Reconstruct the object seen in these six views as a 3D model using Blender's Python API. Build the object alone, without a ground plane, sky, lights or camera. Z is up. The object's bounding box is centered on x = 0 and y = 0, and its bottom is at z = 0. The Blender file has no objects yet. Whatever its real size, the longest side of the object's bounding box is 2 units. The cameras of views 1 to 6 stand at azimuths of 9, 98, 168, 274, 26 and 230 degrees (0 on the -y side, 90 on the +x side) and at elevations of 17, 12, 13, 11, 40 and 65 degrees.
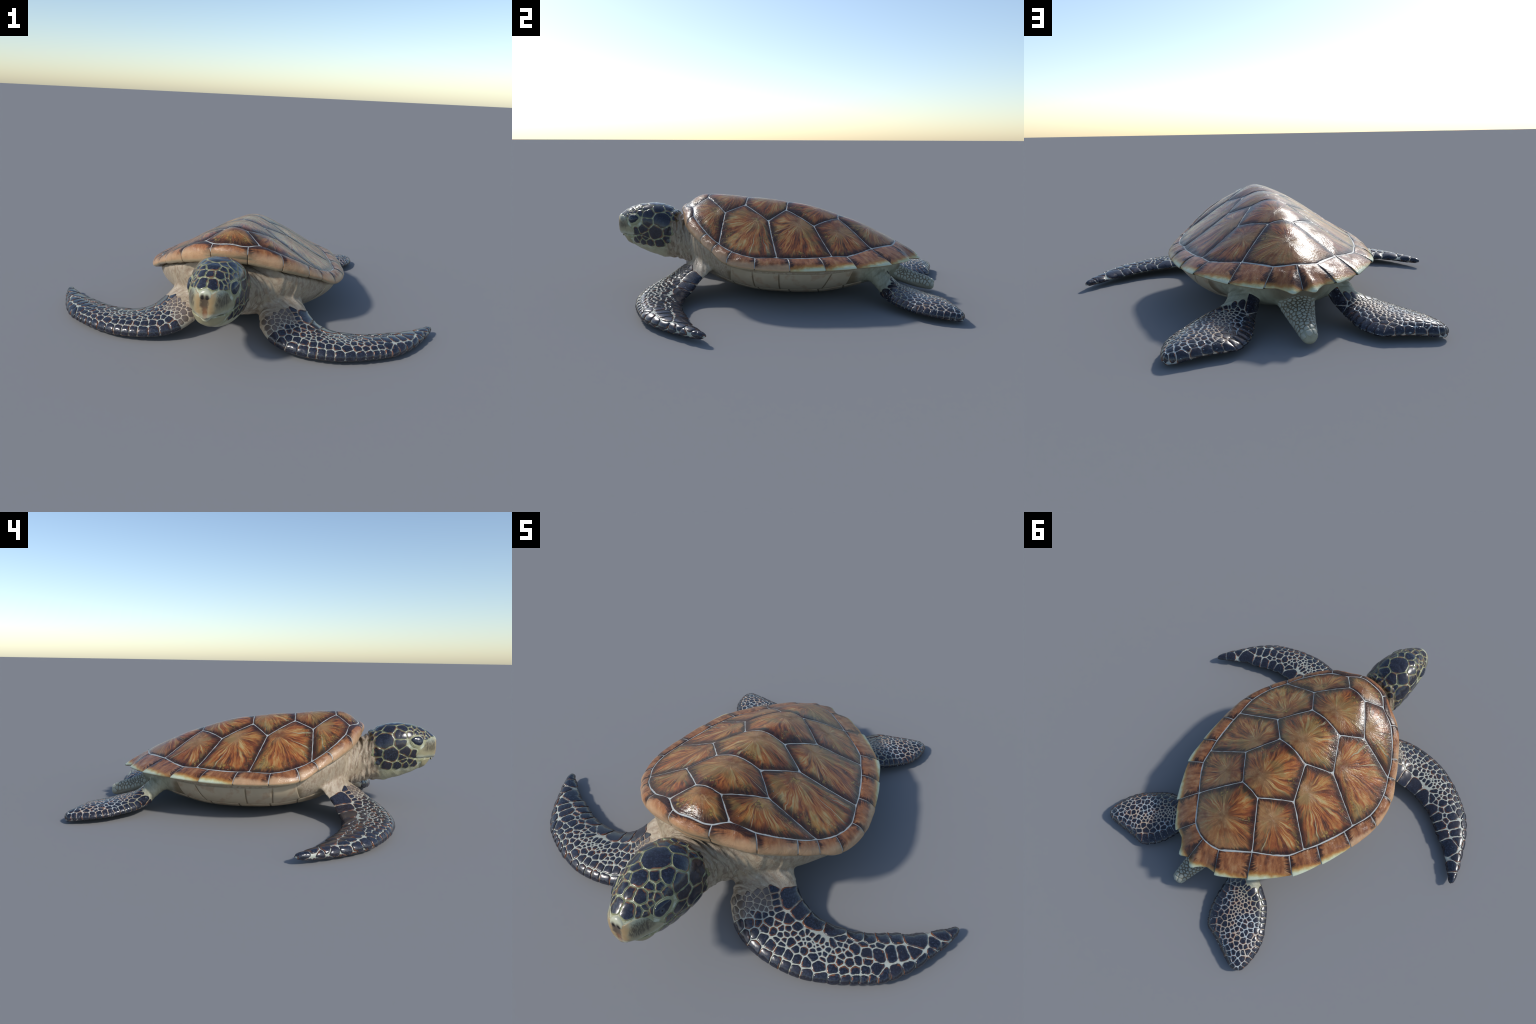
"""A green sea turtle resting on its belly: glossy shield of horny scutes, scaly head and
flippers, wrinkled neck.  Left side (x > 0) is described, the right side mirrors it."""
import bpy, bmesh, math, random
import numpy as np
from mathutils import Vector, Matrix, noise
from mathutils.bvhtree import BVHTree

rng = np.random.default_rng(7)
V3 = lambda *a: np.array(a, float)


# ------------------------------------------------------------------ small maths helpers
def spline(keys):
    """Piecewise cubic (Catmull-Rom with limited slopes) through rows [t, v0, v1, ...]."""
    K = np.array(keys, float)
    t, v = K[:, 0], K[:, 1:]
    h = np.diff(t)[:, None]
    d = np.diff(v, axis=0) / h
    m = np.zeros_like(v)
    m[1:-1] = (d[:-1] * h[1:] + d[1:] * h[:-1]) / (h[:-1] + h[1:])
    m[0], m[-1] = d[0], d[-1]

    def f(x):
        x = np.atleast_1d(np.asarray(x, float))
        i = np.clip(np.searchsorted(t, x, side="right") - 1, 0, len(t) - 2)
        hh = h[i]
        u = np.clip((x - t[i])[:, None] / hh, 0, 1)
        return ((2 * u**3 - 3 * u**2 + 1) * v[i] + (u**3 - 2 * u**2 + u) * hh * m[i]
                + (-2 * u**3 + 3 * u**2) * v[i + 1] + (u**3 - u**2) * hh * m[i + 1])
    return f


def unit(a):
    return a / np.maximum(np.linalg.norm(a, axis=-1, keepdims=True), 1e-12)


def smoothstep(a, b, x):
    u = np.clip((x - a) / (b - a), 0, 1)
    return u * u * (3 - 2 * u)


def new_mesh(name, verts, faces, smooth=True):
    me = bpy.data.meshes.new(name)
    me.from_pydata([tuple(map(float, v)) for v in verts], [], [tuple(map(int, f)) for f in faces])
    me.update()
    if smooth:
        me.polygons.foreach_set("use_smooth", [True] * len(me.polygons))
    return me


def add(name, me, parent=None, mats=()):
    ob = bpy.data.objects.new(name, me)
    bpy.context.scene.collection.objects.link(ob)
    ob.parent = parent
    for m in mats:
        me.materials.append(m)
    return ob


def tube(P):
    """Closed skin over rings of points P[ns, nt, 3], with fan caps."""
    ns, nt = P.shape[:2]
    verts = list(P.reshape(-1, 3)) + [P[0].mean(0), P[-1].mean(0)]
    faces = []
    for i in range(ns - 1):
        for j in range(nt):
            k = (j + 1) % nt
            faces.append((i * nt + j, i * nt + k, (i + 1) * nt + k, (i + 1) * nt + j))
    a, b = ns * nt, ns * nt + 1
    for j in range(nt):
        k = (j + 1) % nt
        faces.append((k, j, a))
        faces.append(((ns - 1) * nt + j, (ns - 1) * nt + k, b))
    return verts, faces


# ------------------------------------------------------------------ lofted anatomy
class Loft:
    """Surface point as a function of s (0..1 along) and t (0..2 pi around)."""

    def __init__(self, fn, ns, nt):
        self.fn, self.ns, self.nt = fn, ns, nt

    def mesh(self, flip=False):
        s = np.linspace(0, 1, self.ns)
        t = np.linspace(0, 2 * np.pi, self.nt, endpoint=False)
        S, T = np.meshgrid(s, t, indexing="ij")
        P = self.fn(S.ravel(), T.ravel()).reshape(self.ns, self.nt, 3)
        if flip:
            P = P * V3(-1, 1, 1)
        return tube(P)

    def normal(self, s, t):
        e = 1e-3
        ds = self.fn(np.clip(s + e, 0, 1), t) - self.fn(np.clip(s - e, 0, 1), t)
        dt = self.fn(s, t + e) - self.fn(s, t - e)
        return unit(np.cross(dt, ds))


def body_section(y, w, zw, ztop, zbot, nu, nl):
    def fn(s, t):
        # t = 0 at the top of the section, pi at the bottom
        c, sn = np.cos(t), np.sin(t)
        n = np.where(c >= 0, nu(s), nl(s))
        x = w(s) * np.sign(sn) * np.abs(sn) ** (2 / n)
        z = zw(s) + np.where(c >= 0, ztop(s) - zw(s), zw(s) - zbot(s)) * np.sign(c) * np.abs(c) ** (2 / n)
        return np.stack([x, y(s), z], -1)
    return fn


def sections(rows):
    """rows: y, half width, z of widest point, z top, z bottom, upper and lower roundness."""
    R = np.array(rows, float)
    u = np.linspace(0, 1, len(R))
    f = spline(np.column_stack([u, R]))
    col = lambda i: (lambda s: f(s)[:, i])
    return body_section(col(0), col(1), col(2), col(3), col(4), col(5), col(6))


HEAD_NECK = [
    (-0.9555, 0.022, 0.345, 0.388, 0.312, 2.4, 2.0),
    (-0.951, 0.038, 0.345, 0.400, 0.288, 2.3, 2.0),
    (-0.938, 0.052, 0.345, 0.409, 0.283, 2.2, 2.0),
    (-0.920, 0.064, 0.345, 0.423, 0.260, 2.1, 2.0),
    (-0.895, 0.077, 0.345, 0.438, 0.229, 2.1, 2.0),
    (-0.860, 0.091, 0.348, 0.452, 0.214, 2.2, 2.0),
    (-0.820, 0.103, 0.348, 0.462, 0.193, 2.3, 2.0),
    (-0.775, 0.1125, 0.345, 0.468, 0.175, 2.35, 2.0),
    (-0.730, 0.119, 0.338, 0.470, 0.161, 2.4, 2.0),
    (-0.690, 0.1225, 0.330, 0.465, 0.149, 2.4, 2.0),
    (-0.650, 0.122, 0.320, 0.450, 0.147, 2.3, 2.0),
    (-0.610, 0.116, 0.300, 0.428, 0.147, 2.2, 2.1),
    (-0.570, 0.116, 0.275, 0.401, 0.140, 2.1, 2.2),
    (-0.530, 0.128, 0.255, 0.378, 0.132, 2.0, 2.3),
    (-0.480, 0.170, 0.240, 0.362, 0.118, 2.0, 2.3),
    (-0.430, 0.235, 0.245, 0.355, 0.095, 2.0, 2.3),
    (-0.370, 0.290, 0.250, 0.350, 0.075, 2.0, 2.2),
    (-0.300, 0.320, 0.240, 0.340, 0.060, 2.0, 2.2),
]
TORSO = [
    (-0.440, 0.240, 0.320, 0.360, 0.130, 2.2, 2.2),
    (-0.400, 0.300, 0.300, 0.345, 0.090, 2.2, 2.1),
    (-0.340, 0.350, 0.275, 0.330, 0.060, 2.2, 2.0),
    (-0.260, 0.408, 0.243, 0.310, 0.036, 2.2, 1.95),
    (-0.175, 0.450, 0.215, 0.290, 0.020, 2.2, 1.9),
    (-0.070, 0.485, 0.200, 0.280, 0.009, 2.2, 1.9),
    (0.060, 0.482, 0.193, 0.275, 0.002, 2.2, 1.9),
    (0.180, 0.455, 0.188, 0.270, 0.0005, 2.2, 1.9),
    (0.290, 0.425, 0.187, 0.265, 0.008, 2.2, 1.9),
    (0.400, 0.375, 0.192, 0.260, 0.030, 2.2, 1.9),
    (0.500, 0.305, 0.196, 0.255, 0.056, 2.2, 2.0),
    (0.580, 0.235, 0.196, 0.245, 0.078, 2.2, 2.0),
    (0.650, 0.150, 0.190, 0.220, 0.105, 2.2, 2.0),
    (0.690, 0.080, 0.180, 0.195, 0.135, 2.0, 2.0),
]
TAIL = [
    (0.560, 0.105, 0.130, 0.185, 0.085, 2.0, 2.0),
    (0.640, 0.086, 0.115, 0.165, 0.072, 2.0, 2.0),
    (0.690, 0.072, 0.095, 0.145, 0.055, 2.0, 2.0),
    (0.740, 0.059, 0.076, 0.121, 0.037, 2.0, 2.0),
    (0.790, 0.0485, 0.060, 0.103, 0.022, 2.0, 2.0),
    (0.840, 0.0395, 0.048, 0.087, 0.012, 2.0, 2.0),
    (0.870, 0.034, 0.041, 0.075, 0.008, 2.0, 2.0),
    (0.886, 0.027, 0.037, 0.064, 0.012, 2.0, 2.0),
    (0.894, 0.012, 0.037, 0.050, 0.024, 2.0, 2.0),
]
# flippers: leading edge, trailing edge, half thickness, camber
FRONT_FLIPPER = [
    (0.120, -0.400, 0.170, 0.320, -0.270, 0.200, 0.050, 0.012),
    (0.142, -0.475, 0.125, 0.338, -0.315, 0.160, 0.046, 0.016),
    (0.165, -0.540, 0.088, 0.380, -0.368, 0.108, 0.040, 0.018),
    (0.212, -0.596, 0.062, 0.426, -0.390, 0.072, 0.036, 0.015),
    (0.285, -0.640, 0.046, 0.483, -0.408, 0.054, 0.034, 0.010),
    (0.365, -0.662, 0.039, 0.538, -0.412, 0.046, 0.033, 0.008),
    (0.445, -0.669, 0.036, 0.585, -0.409, 0.043, 0.032, 0.008),
    (0.525, -0.663, 0.034, 0.630, -0.400, 0.041, 0.031, 0.008),
    (0.605, -0.639, 0.033, 0.688, -0.377, 0.039, 0.029, 0.008),
    (0.680, -0.605, 0.032, 0.738, -0.350, 0.037, 0.027, 0.008),
    (0.748, -0.567, 0.031, 0.782, -0.326, 0.036, 0.025, 0.007),
    (0.808, -0.524, 0.030, 0.824, -0.309, 0.035, 0.023, 0.006),
    (0.860, -0.463, 0.029, 0.862, -0.282, 0.034, 0.021, 0.005),
    (0.900, -0.402, 0.028, 0.895, -0.256, 0.033, 0.019, 0.004),
    (0.935, -0.336, 0.028, 0.927, -0.232, 0.033, 0.017, 0.003),
    (0.968, -0.272, 0.030, 0.957, -0.205, 0.033, 0.014, 0.002),
    (0.990, -0.220, 0.032, 0.975, -0.188, 0.034, 0.010, 0.001),
    (0.995, -0.196, 0.033, 0.988, -0.186, 0.034, 0.005, 0.000),
]
HIND_FLIPPER = [
    (0.270, 0.440, 0.160, 0.150, 0.520, 0.155, 0.045, 0.004),
    (0.276, 0.520, 0.135, 0.146, 0.600, 0.135, 0.041, 0.006),
    (0.300, 0.560, 0.099, 0.160, 0.636, 0.105, 0.036, 0.008),
    (0.350, 0.584, 0.068, 0.180, 0.674, 0.078, 0.032, 0.012),
    (0.412, 0.610, 0.054, 0.196, 0.726, 0.060, 0.027, 0.016),
    (0.458, 0.648, 0.046, 0.210, 0.782, 0.046, 0.025, 0.019),
    (0.494, 0.688, 0.040, 0.230, 0.832, 0.034, 0.0235, 0.021),
    (0.528, 0.730, 0.036, 0.258, 0.876, 0.028, 0.0225, 0.022),
    (0.554, 0.776, 0.034, 0.300, 0.912, 0.027, 0.0215, 0.022),
    (0.570, 0.826, 0.031, 0.362, 0.920, 0.027, 0.020, 0.020),
    (0.575, 0.872, 0.028, 0.425, 0.932, 0.026, 0.021, 0.015),
    (0.577, 0.904, 0.024, 0.480, 0.946, 0.023, 0.018, 0.010),
    (0.571, 0.928, 0.020, 0.520, 0.952, 0.019, 0.014, 0.005),
    (0.559, 0.942, 0.018, 0.538, 0.951, 0.018, 0.008, 0.000),
]


def lobes(s, cuts, depth):
    """Row of rounded bulges between the given cuts along an edge."""
    c = np.asarray(cuts)
    i = np.clip(np.searchsorted(c, s) - 1, 0, len(c) - 2)
    u = np.clip((s - c[i]) / (c[i + 1] - c[i]), 0, 1)
    on = (s > c[0]) & (s < c[-1])
    return np.where(on, depth * (np.sqrt(np.maximum(4 * u * (1 - u), 0)) - .55), 0)


def flipper(rows, lead_cuts=None, trail_cuts=None, depth=.005):
    R = np.array(rows, float)
    mid = (R[:, :3] + R[:, 3:6]) / 2
    u = np.concatenate([[0], np.cumsum(np.linalg.norm(np.diff(mid, axis=0), axis=1))])
    f = spline(np.column_stack([u / u[-1], R]))

    def fn(s, t):
        r = f(s)
        e = 0.01
        a, b = f(np.clip(s + e, 0, 1)), f(np.clip(s - e, 0, 1))
        tan = unit((a[:, :3] + a[:, 3:6]) - (b[:, :3] + b[:, 3:6]))
        chord = r[:, 3:6] - r[:, :3]
        side = unit(chord)
        if trail_cuts is not None:
            chord = chord + side * lobes(s, trail_cuts, depth)[:, None]
        if lead_cuts is not None:
            grow = lobes(s, lead_cuts, depth)[:, None]
            chord = chord + side * grow
            r = np.concatenate([r[:, :3] - side * grow, r[:, 3:]], axis=1)
        up = unit(np.cross(tan, chord))
        up = up * np.sign(up[:, 2:3] + 1e-9)
        q = (1 - np.cos(t)) / 2
        foil = 5 * (0.2969 * np.sqrt(q) - 0.126 * q - 0.3516 * q**2 + 0.2843 * q**3 - 0.1036 * q**4)
        yt = r[:, 6] * 2 * foil + 0.50 * np.minimum(r[:, 6], 0.016) * np.sqrt(np.maximum(q * (1 - q), 0)) * 2 * q
        h = np.sign(np.sin(t)) * yt + r[:, 7] * 4 * q * (1 - q)
        return r[:, :3] + chord * q[:, None] + up * h[:, None]
    return fn


# seams of the edge scales of the flippers, given by where they lie across the animal
_plain = flipper(FRONT_FLIPPER)
_s = np.linspace(0, 1, 400)
_mono = lambda v: np.maximum.accumulate(v) + np.arange(len(v)) * 1e-7
_trail_x, _lead_x = _plain(_s, np.full(400, np.pi))[:, 0], _plain(_s, np.zeros(400))[:, 0]
s_trail = lambda x: np.interp(x, _mono(_trail_x), _s)
s_lead = lambda x: np.interp(x, _mono(_lead_x), _s)
s_mid = lambda x: float(np.interp(x, _mono((_trail_x + _lead_x) / 2), _s))
TRAIL_SEAMS = s_trail([.384, .428, .483, .538, .630, .689, .724, .766, .808, .890, .955])
LEAD_SEAMS = s_lead([.205, .245, .288, .346, .400, .432, .474, .513, .554, .615, .655, .690, .720, .745, .768, .813, .847, .882, .915, .945, .975])
HIND_TRAIL = np.array([.37, .43, .485, .55, .60, .665, .715, .775, .82, .88, .925])
HIND_LEAD = np.array([.62, .69, .75, .82, .87, .93])
lofts = {
    "neck": Loft(sections(HEAD_NECK), 90, 72),
    "torso": Loft(sections(TORSO), 80, 96),
    "tail": Loft(sections(TAIL), 50, 40),
    "front": Loft(flipper(FRONT_FLIPPER, LEAD_SEAMS[9:], TRAIL_SEAMS[3:], .0105), 240, 72),
    "hind": Loft(flipper(HIND_FLIPPER, HIND_LEAD, HIND_TRAIL, .0070), 160, 72),
}

VOXEL = 0.0045


def build_body():
    """Union of all lofts as one smooth skin."""
    pieces, trees = [], {}
    verts, faces = [], []
    for key, lo in lofts.items():
        for flip in ((False, True) if key in ("front", "hind") else (False,)):
            v, f = lo.mesh(flip)
            trees[key + ("_r" if flip else "")] = BVHTree.FromPolygons([tuple(p) for p in v], f)
            n = len(verts)
            verts += v
            faces += [tuple(i + n for i in q) for q in f]
    me = new_mesh("union", verts, faces)
    bm = bmesh.new()
    bm.from_mesh(me)
    # every closed piece faces outward
    bmesh.ops.recalc_face_normals(bm, faces=bm.faces)
    bm.to_mesh(me)
    bm.free()
    ob = add("union", me)
    mod = ob.modifiers.new("Remesh", "REMESH")
    mod.mode = "VOXEL"
    mod.voxel_size = VOXEL
    dg = bpy.context.evaluated_depsgraph_get()
    out = bpy.data.meshes.new_from_object(ob.evaluated_get(dg))
    bpy.data.objects.remove(ob)
    return out, trees


def mesh_arrays(me):
    co = np.empty(len(me.vertices) * 3)
    me.vertices.foreach_get("co", co)
    ed = np.empty(len(me.edges) * 2, dtype=np.int64)
    me.edges.foreach_get("vertices", ed)
    return co.reshape(-1, 3), ed.reshape(-1, 2)


def laplacian(co, ed, weight, rounds):
    n = len(co)
    deg = np.bincount(ed.ravel(), minlength=n)[:, None]
    for _ in range(rounds):
        acc = np.zeros_like(co)
        for k in range(3):
            acc[:, k] = np.bincount(ed[:, 0], co[ed[:, 1], k], n) + np.bincount(ed[:, 1], co[ed[:, 0], k], n)
        co = co + weight[:, None] * (acc / deg - co)
    return co


body_me, trees = build_body()
co, ed = mesh_arrays(body_me)
keys = list(trees)
D = np.full((len(co), len(keys)), 0.2)
for k, key in enumerate(keys):
    tr = trees[key]
    for i, p in enumerate(co):
        hit = tr.find_nearest(p, 0.2)
        if hit[0] is not None:
            D[i, k] = hit[3]
near = np.sort(D, axis=1)
joint = 1 - smoothstep(0.004, 0.045, near[:, 1])
owner = D.argmin(axis=1)
co = laplacian(co, ed, np.full(len(co), 0.5), 3)
co = laplacian(co, ed, 0.5 * joint, 40)


# folds of loose skin: rings round the neck, creases over the shoulders and the hind legs
def relief(p):
    x, y, z = p
    ax = abs(x)
    q = Vector((ax, y, z))
    side = math.atan2(ax, z - 0.27)
    h = 0.0
    neck = smoothstep(-.665, -.625, y) * smoothstep(-.30, -.42, y) * (1 - smoothstep(.47, .53, .6 * ax - .8 * y - .16 * smoothstep(.19, .09, ax)))
    if neck > 0.01:
        lean = y + .10 * (z - .3) * smoothstep(-.6, -.5, y)
        wob = 0.010 * noise.noise(Vector((ax * 9, y * 9, z * 9)))
        f = noise.noise(Vector(((lean + wob) * 46, side * 1.3, 3.7)))
        f2 = noise.noise(Vector(((lean + wob) * 72, side * 3.2, 9.1)))
        h += neck * (0.0150 * (0.30 - min(abs(f) * 1.9, .6)) + 0.0020 * f2)
    sh = smoothstep(-.20, -.36, y) * smoothstep(.06, .16, z) * (1 - neck)
    if sh > 0.01:
        h += sh * 0.0034 * noise.noise(Vector(((.6 * ax - .8 * y) * 52, (.8 * ax + .6 * y) * 14, z * 10)))
    hip = smoothstep(.47, .54, y) * smoothstep(.68, .60, y - .25 * (ax - .25)) * smoothstep(.09, .13, ax) * smoothstep(.40, .33, ax)
    if hip > 0.01:
        h += hip * 0.0046 * noise.noise(Vector((ax * 14, (z * .8 - y * .6) * 95, ax * 4)))
    return h


tmp = body_me.copy()
tmp.vertices.foreach_set("co", co.ravel())
tmp.update()
nrm = np.array([v.normal[:] for v in tmp.vertices])
bpy.data.meshes.remove(tmp)
work = np.nonzero((co[:, 1] < -.18) | (co[:, 1] > .44))[0]
for i in work:
    h = relief(co[i])
    if h:
        co[i] += nrm[i] * h
loose = np.zeros(len(co))
loose[work] = smoothstep(-.69, -.66, co[work, 1]) * .5
co = laplacian(co, ed, loose, 2)
# the slit of the mouth
MOUTH = [(-.935, .289), (-.905, .296), (-.872, .289), (-.838, .291), (-.812, .299), (-.784, .297)]
for i in np.nonzero((co[:, 1] < -.77) & (co[:, 1] > -.95) & (co[:, 2] < .32) & (co[:, 2] > .25))[0]:
    zc = np.interp(co[i, 1], [m[0] for m in MOUTH], [m[1] for m in MOUTH])
    dz = co[i, 2] - zc
    fade = smoothstep(-.775, -.80, co[i, 1])
    co[i] -= nrm[i] * 0.006 * fade * math.exp(-(dz / 0.0055) ** 2)
co[:, 2] += 0.0022 - co[:, 2].min()
body_me.vertices.foreach_set("co", co.ravel())
body_me.update()
body_me.polygons.foreach_set("use_smooth", [True] * len(body_me.polygons))
nrm = np.array([v.normal[:] for v in body_me.vertices])
quads = [tuple(p.vertices) for p in body_me.polygons]
skin_tree = BVHTree.FromPolygons([tuple(p) for p in co], quads)


# ------------------------------------------------------------------ node shorthand
class Nodes:
    def __init__(self, name):
        self.mat = bpy.data.materials.new(name)
        self.mat.use_nodes = True
        self.t = self.mat.node_tree
        self.t.nodes.clear()
        self.out = self.t.nodes.new("ShaderNodeOutputMaterial")
        self.bsdf = self.t.nodes.new("ShaderNodeBsdfPrincipled")
        self.t.links.new(self.bsdf.outputs[0], self.out.inputs[0])
        self.tc = self.t.nodes.new("ShaderNodeTexCoord")

    def put(self, sock, v):
        if isinstance(v, bpy.types.NodeSocket):
            self.t.links.new(v, sock)
        elif isinstance(v, (tuple, list)) and sock.type == "RGBA":
            sock.default_value = (*v[:3], 1)
        else:
            sock.default_value = v

    def obj(self):
        return self.tc.outputs["Object"]

    def m(self, op, a, b=0.0, c=0.0, clamp=False):
        n = self.t.nodes.new("ShaderNodeMath")
        n.operation, n.use_clamp = op, clamp
        for i, v in enumerate((a, b, c)):
            self.put(n.inputs[i], v)
        return n.outputs[0]

    def v(self, op, a, b=(0, 0, 0)):
        n = self.t.nodes.new("ShaderNodeVectorMath")
        n.operation = op
        self.put(n.inputs[0], a)
        if op == "SCALE":
            self.put(n.inputs["Scale"], b)
        else:
            self.put(n.inputs[1], b)
        return n.outputs["Value" if op in ("DOT_PRODUCT", "LENGTH", "DISTANCE") else "Vector"]

    def sep(self, a):
        n = self.t.nodes.new("ShaderNodeSeparateXYZ")
        self.put(n.inputs[0], a)
        return n.outputs

    def comb(self, x=0.0, y=0.0, z=0.0):
        n = self.t.nodes.new("ShaderNodeCombineXYZ")
        for i, v in enumerate((x, y, z)):
            self.put(n.inputs[i], v)
        return n.outputs[0]

    def step(self, x, lo, hi, a=0.0, b=1.0):
        n = self.t.nodes.new("ShaderNodeMapRange")
        n.interpolation_type = "SMOOTHSTEP"
        for k, v in (("Value", x), ("From Min", lo), ("From Max", hi), ("To Min", a), ("To Max", b)):
            self.put(n.inputs[k], v)
        return n.outputs[0]

    def noise(self, vec, scale, detail=3.0, rough=0.55, dist=0.0):
        n = self.t.nodes.new("ShaderNodeTexNoise")
        for k, v in (("Vector", vec), ("Scale", scale), ("Detail", detail), ("Roughness", rough), ("Distortion", dist)):
            self.put(n.inputs[k], v)
        return n.outputs[0]

    def voronoi(self, vec, scale, feature="F1", rand=1.0):
        n = self.t.nodes.new("ShaderNodeTexVoronoi")
        n.feature = feature
        for k, v in (("Vector", vec), ("Scale", scale), ("Randomness", rand)):
            self.put(n.inputs[k], v)
        return n.outputs["Distance"]

    def ramp(self, fac, stops):
        n = self.t.nodes.new("ShaderNodeValToRGB")
        e = n.color_ramp.elements
        while len(e) < len(stops):
            e.new(0.5)
        for el, (p, c) in zip(e, stops):
            el.position, el.color = p, (*c, 1)
        self.put(n.inputs[0], fac)
        return n.outputs[0]

    def mix(self, fac, a, b, blend="MIX"):
        n = self.t.nodes.new("ShaderNodeMix")
        n.data_type, n.blend_type = "RGBA", blend
        self.put(n.inputs[0], fac)
        self.put(n.inputs[6], a)
        self.put(n.inputs[7], b)
        return n.outputs[2]

    def random(self):
        return self.t.nodes.new("ShaderNodeObjectInfo").outputs["Random"]

    def bump(self, height, strength, distance=0.002):
        n = self.t.nodes.new("ShaderNodeBump")
        self.put(n.inputs["Height"], height)
        n.inputs["Strength"].default_value = strength
        n.inputs["Distance"].default_value = distance
        self.t.links.new(n.outputs[0], self.bsdf.inputs["Normal"])

    def finish(self, color, rough=0.5, spec=0.5, coat=0.0, coat_rough=0.2):
        self.put(self.bsdf.inputs["Base Color"], color)
        self.put(self.bsdf.inputs["Roughness"], rough)
        self.bsdf.inputs["Specular IOR Level"].default_value = spec
        self.bsdf.inputs["Coat Weight"].default_value = coat
        self.bsdf.inputs["Coat Roughness"].default_value = coat_rough
        return self.mat


def polygon_distance(N, poly):
    """Shader distance from the nearest side of a convex polygon [(x, y)...] lying in the object's xy plane."""
    c = np.mean(poly, axis=0)
    best = None
    for a, b in zip(poly, np.roll(poly, -1, axis=0)):
        n = np.array([b[1] - a[1], a[0] - b[0]])
        n /= np.linalg.norm(n)
        if n @ (c - a) > 0:
            n = -n
        d = N.m("SUBTRACT", float(n @ a), N.v("DOT_PRODUCT", N.obj(), (n[0], n[1], 0.0)))
        best = d if best is None else N.m("MINIMUM", best, d)
    return best


# ------------------------------------------------------------------ the shell
# seam corners of the shield, left side: (x, y, z)
V1C1M, V1V2, V2C, V2V3, V3C = V3(.130, -.470, .467), V3(.054, -.401, .515), V3(.189, -.273, .449), V3(.100, -.176, .483), V3(.213, -.031, .411)
V3V4, V4C, V4V5 = V3(.095, .054, .459), V3(.187, .213, .386), V3(.058, .340, .411)
RIM_IN = [  # rim parameter, x, y, z along the inner seam of the marginal ring
    (-1.6, -.220, -.440, .430), (-0.95, -.130, -.470, .467), (-.6, -.083, -.512, .470), (0, 0, -.524, .477),
    (.6, .083, -.512, .470), (.95, .130, -.470, .467), (1.6, .220, -.440, .430), (2.6, .343, -.337, .356),
    (3.6, .395, -.264, .314), (4.6, .444, -.185, .286), (5.6, .472, -.063, .263), (6.3, .452, .045, .263),
    (6.6, .444, .098, .259), (7.6, .403, .252, .259), (8.1, .376, .318, .262), (8.6, .348, .391, .258),
    (9.6, .216, .521, .277), (10.6, .094, .638, .277), (11.6, 0, .663, .288)]
RIM_OUT = [
    (-1.6, -.245, -.474, .376), (-.6, -.086, -.533, .417), (0, 0, -.550, .424),
    (.6, .086, -.533, .417), (1.6, .245, -.474, .376), (2.6, .363, -.369, .317), (3.6, .425, -.295, .280),
    (4.6, .489, -.206, .236), (5.6, .529, -.056, .223), (6.6, .517, .118, .217), (7.6, .479, .290, .217),
    (8.6, .423, .441, .220), (9.6, .285, .618, .213), (10.6, .151, .722, .212), (10.85, .124, .727, .2115),
    (11.08, .097, .737, .211), (11.26, .068, .766, .206), (11.38, .046, .796, .201), (11.48, .024, .784, .203), (11.6, 0, .768, .206)]
_in, _out = spline(RIM_IN), spline(RIM_OUT)


def rim(f, a):
    a = np.atleast_1d(np.asarray(a, float))
    p = f(np.abs(a))
    p[:, 0] *= np.sign(a)
    return p


RIDGE = [(-.472, .512), (-.435, .527), (-.405, .530), (-.309, .525), (-.185, .516), (-.080, .507), (.045, .494), (.120, .482),
         (.200, .464), (.335, .427), (.443, .387), (.540, .343), (.610, .312)]
ctrl = [V3(0, y, z) for y, z in RIDGE]
for p in (V1C1M, V1V2, V2C, V2V3, V3C, V3V4, V4C, V4V5):
    ctrl += [p, p * V3(-1, 1, 1)]
for a in np.arange(0, 11.7, .5):
    p = rim(_in, a)[0]
    ctrl += [p] if abs(p[0]) < 1e-6 else [p, p * V3(-1, 1, 1)]
ctrl = np.array(ctrl)


def _kernel(a, b):
    r2 = ((a[:, None, :] - b[None]) ** 2).sum(-1)
    return 0.5 * r2 * np.log(r2 + 1e-12)


_n = len(ctrl)
_A = np.zeros((_n + 3, _n + 3))
_A[:_n, :_n] = _kernel(ctrl[:, :2], ctrl[:, :2]) + 4e-4 * np.eye(_n)
_A[:_n, _n:] = np.column_stack([np.ones(_n), ctrl[:, :2]])
_A[_n:, :_n] = _A[:_n, _n:].T
_w = np.linalg.solve(_A, np.concatenate([ctrl[:, 2], np.zeros(3)]))


def shield_z(xy):
    """Height of the shield: a thin plate bent through the seam corners, the keel and the rim."""
    xy = np.asarray(xy, float)
    return _kernel(xy, ctrl[:, :2]) @ _w[:_n] + _w[_n] + xy @ _w[_n + 1:]


def shield(xy):
    xy = np.asarray(xy, float)
    e = 2e-3
    z = shield_z(xy)
    gx = (shield_z(xy + [e, 0]) - shield_z(xy - [e, 0])) / (2 * e)
    gy = (shield_z(xy + [0, e]) - shield_z(xy - [0, e])) / (2 * e)
    return np.column_stack([xy, z]), unit(np.column_stack([-gx, -gy, np.ones(len(z))]))


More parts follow.
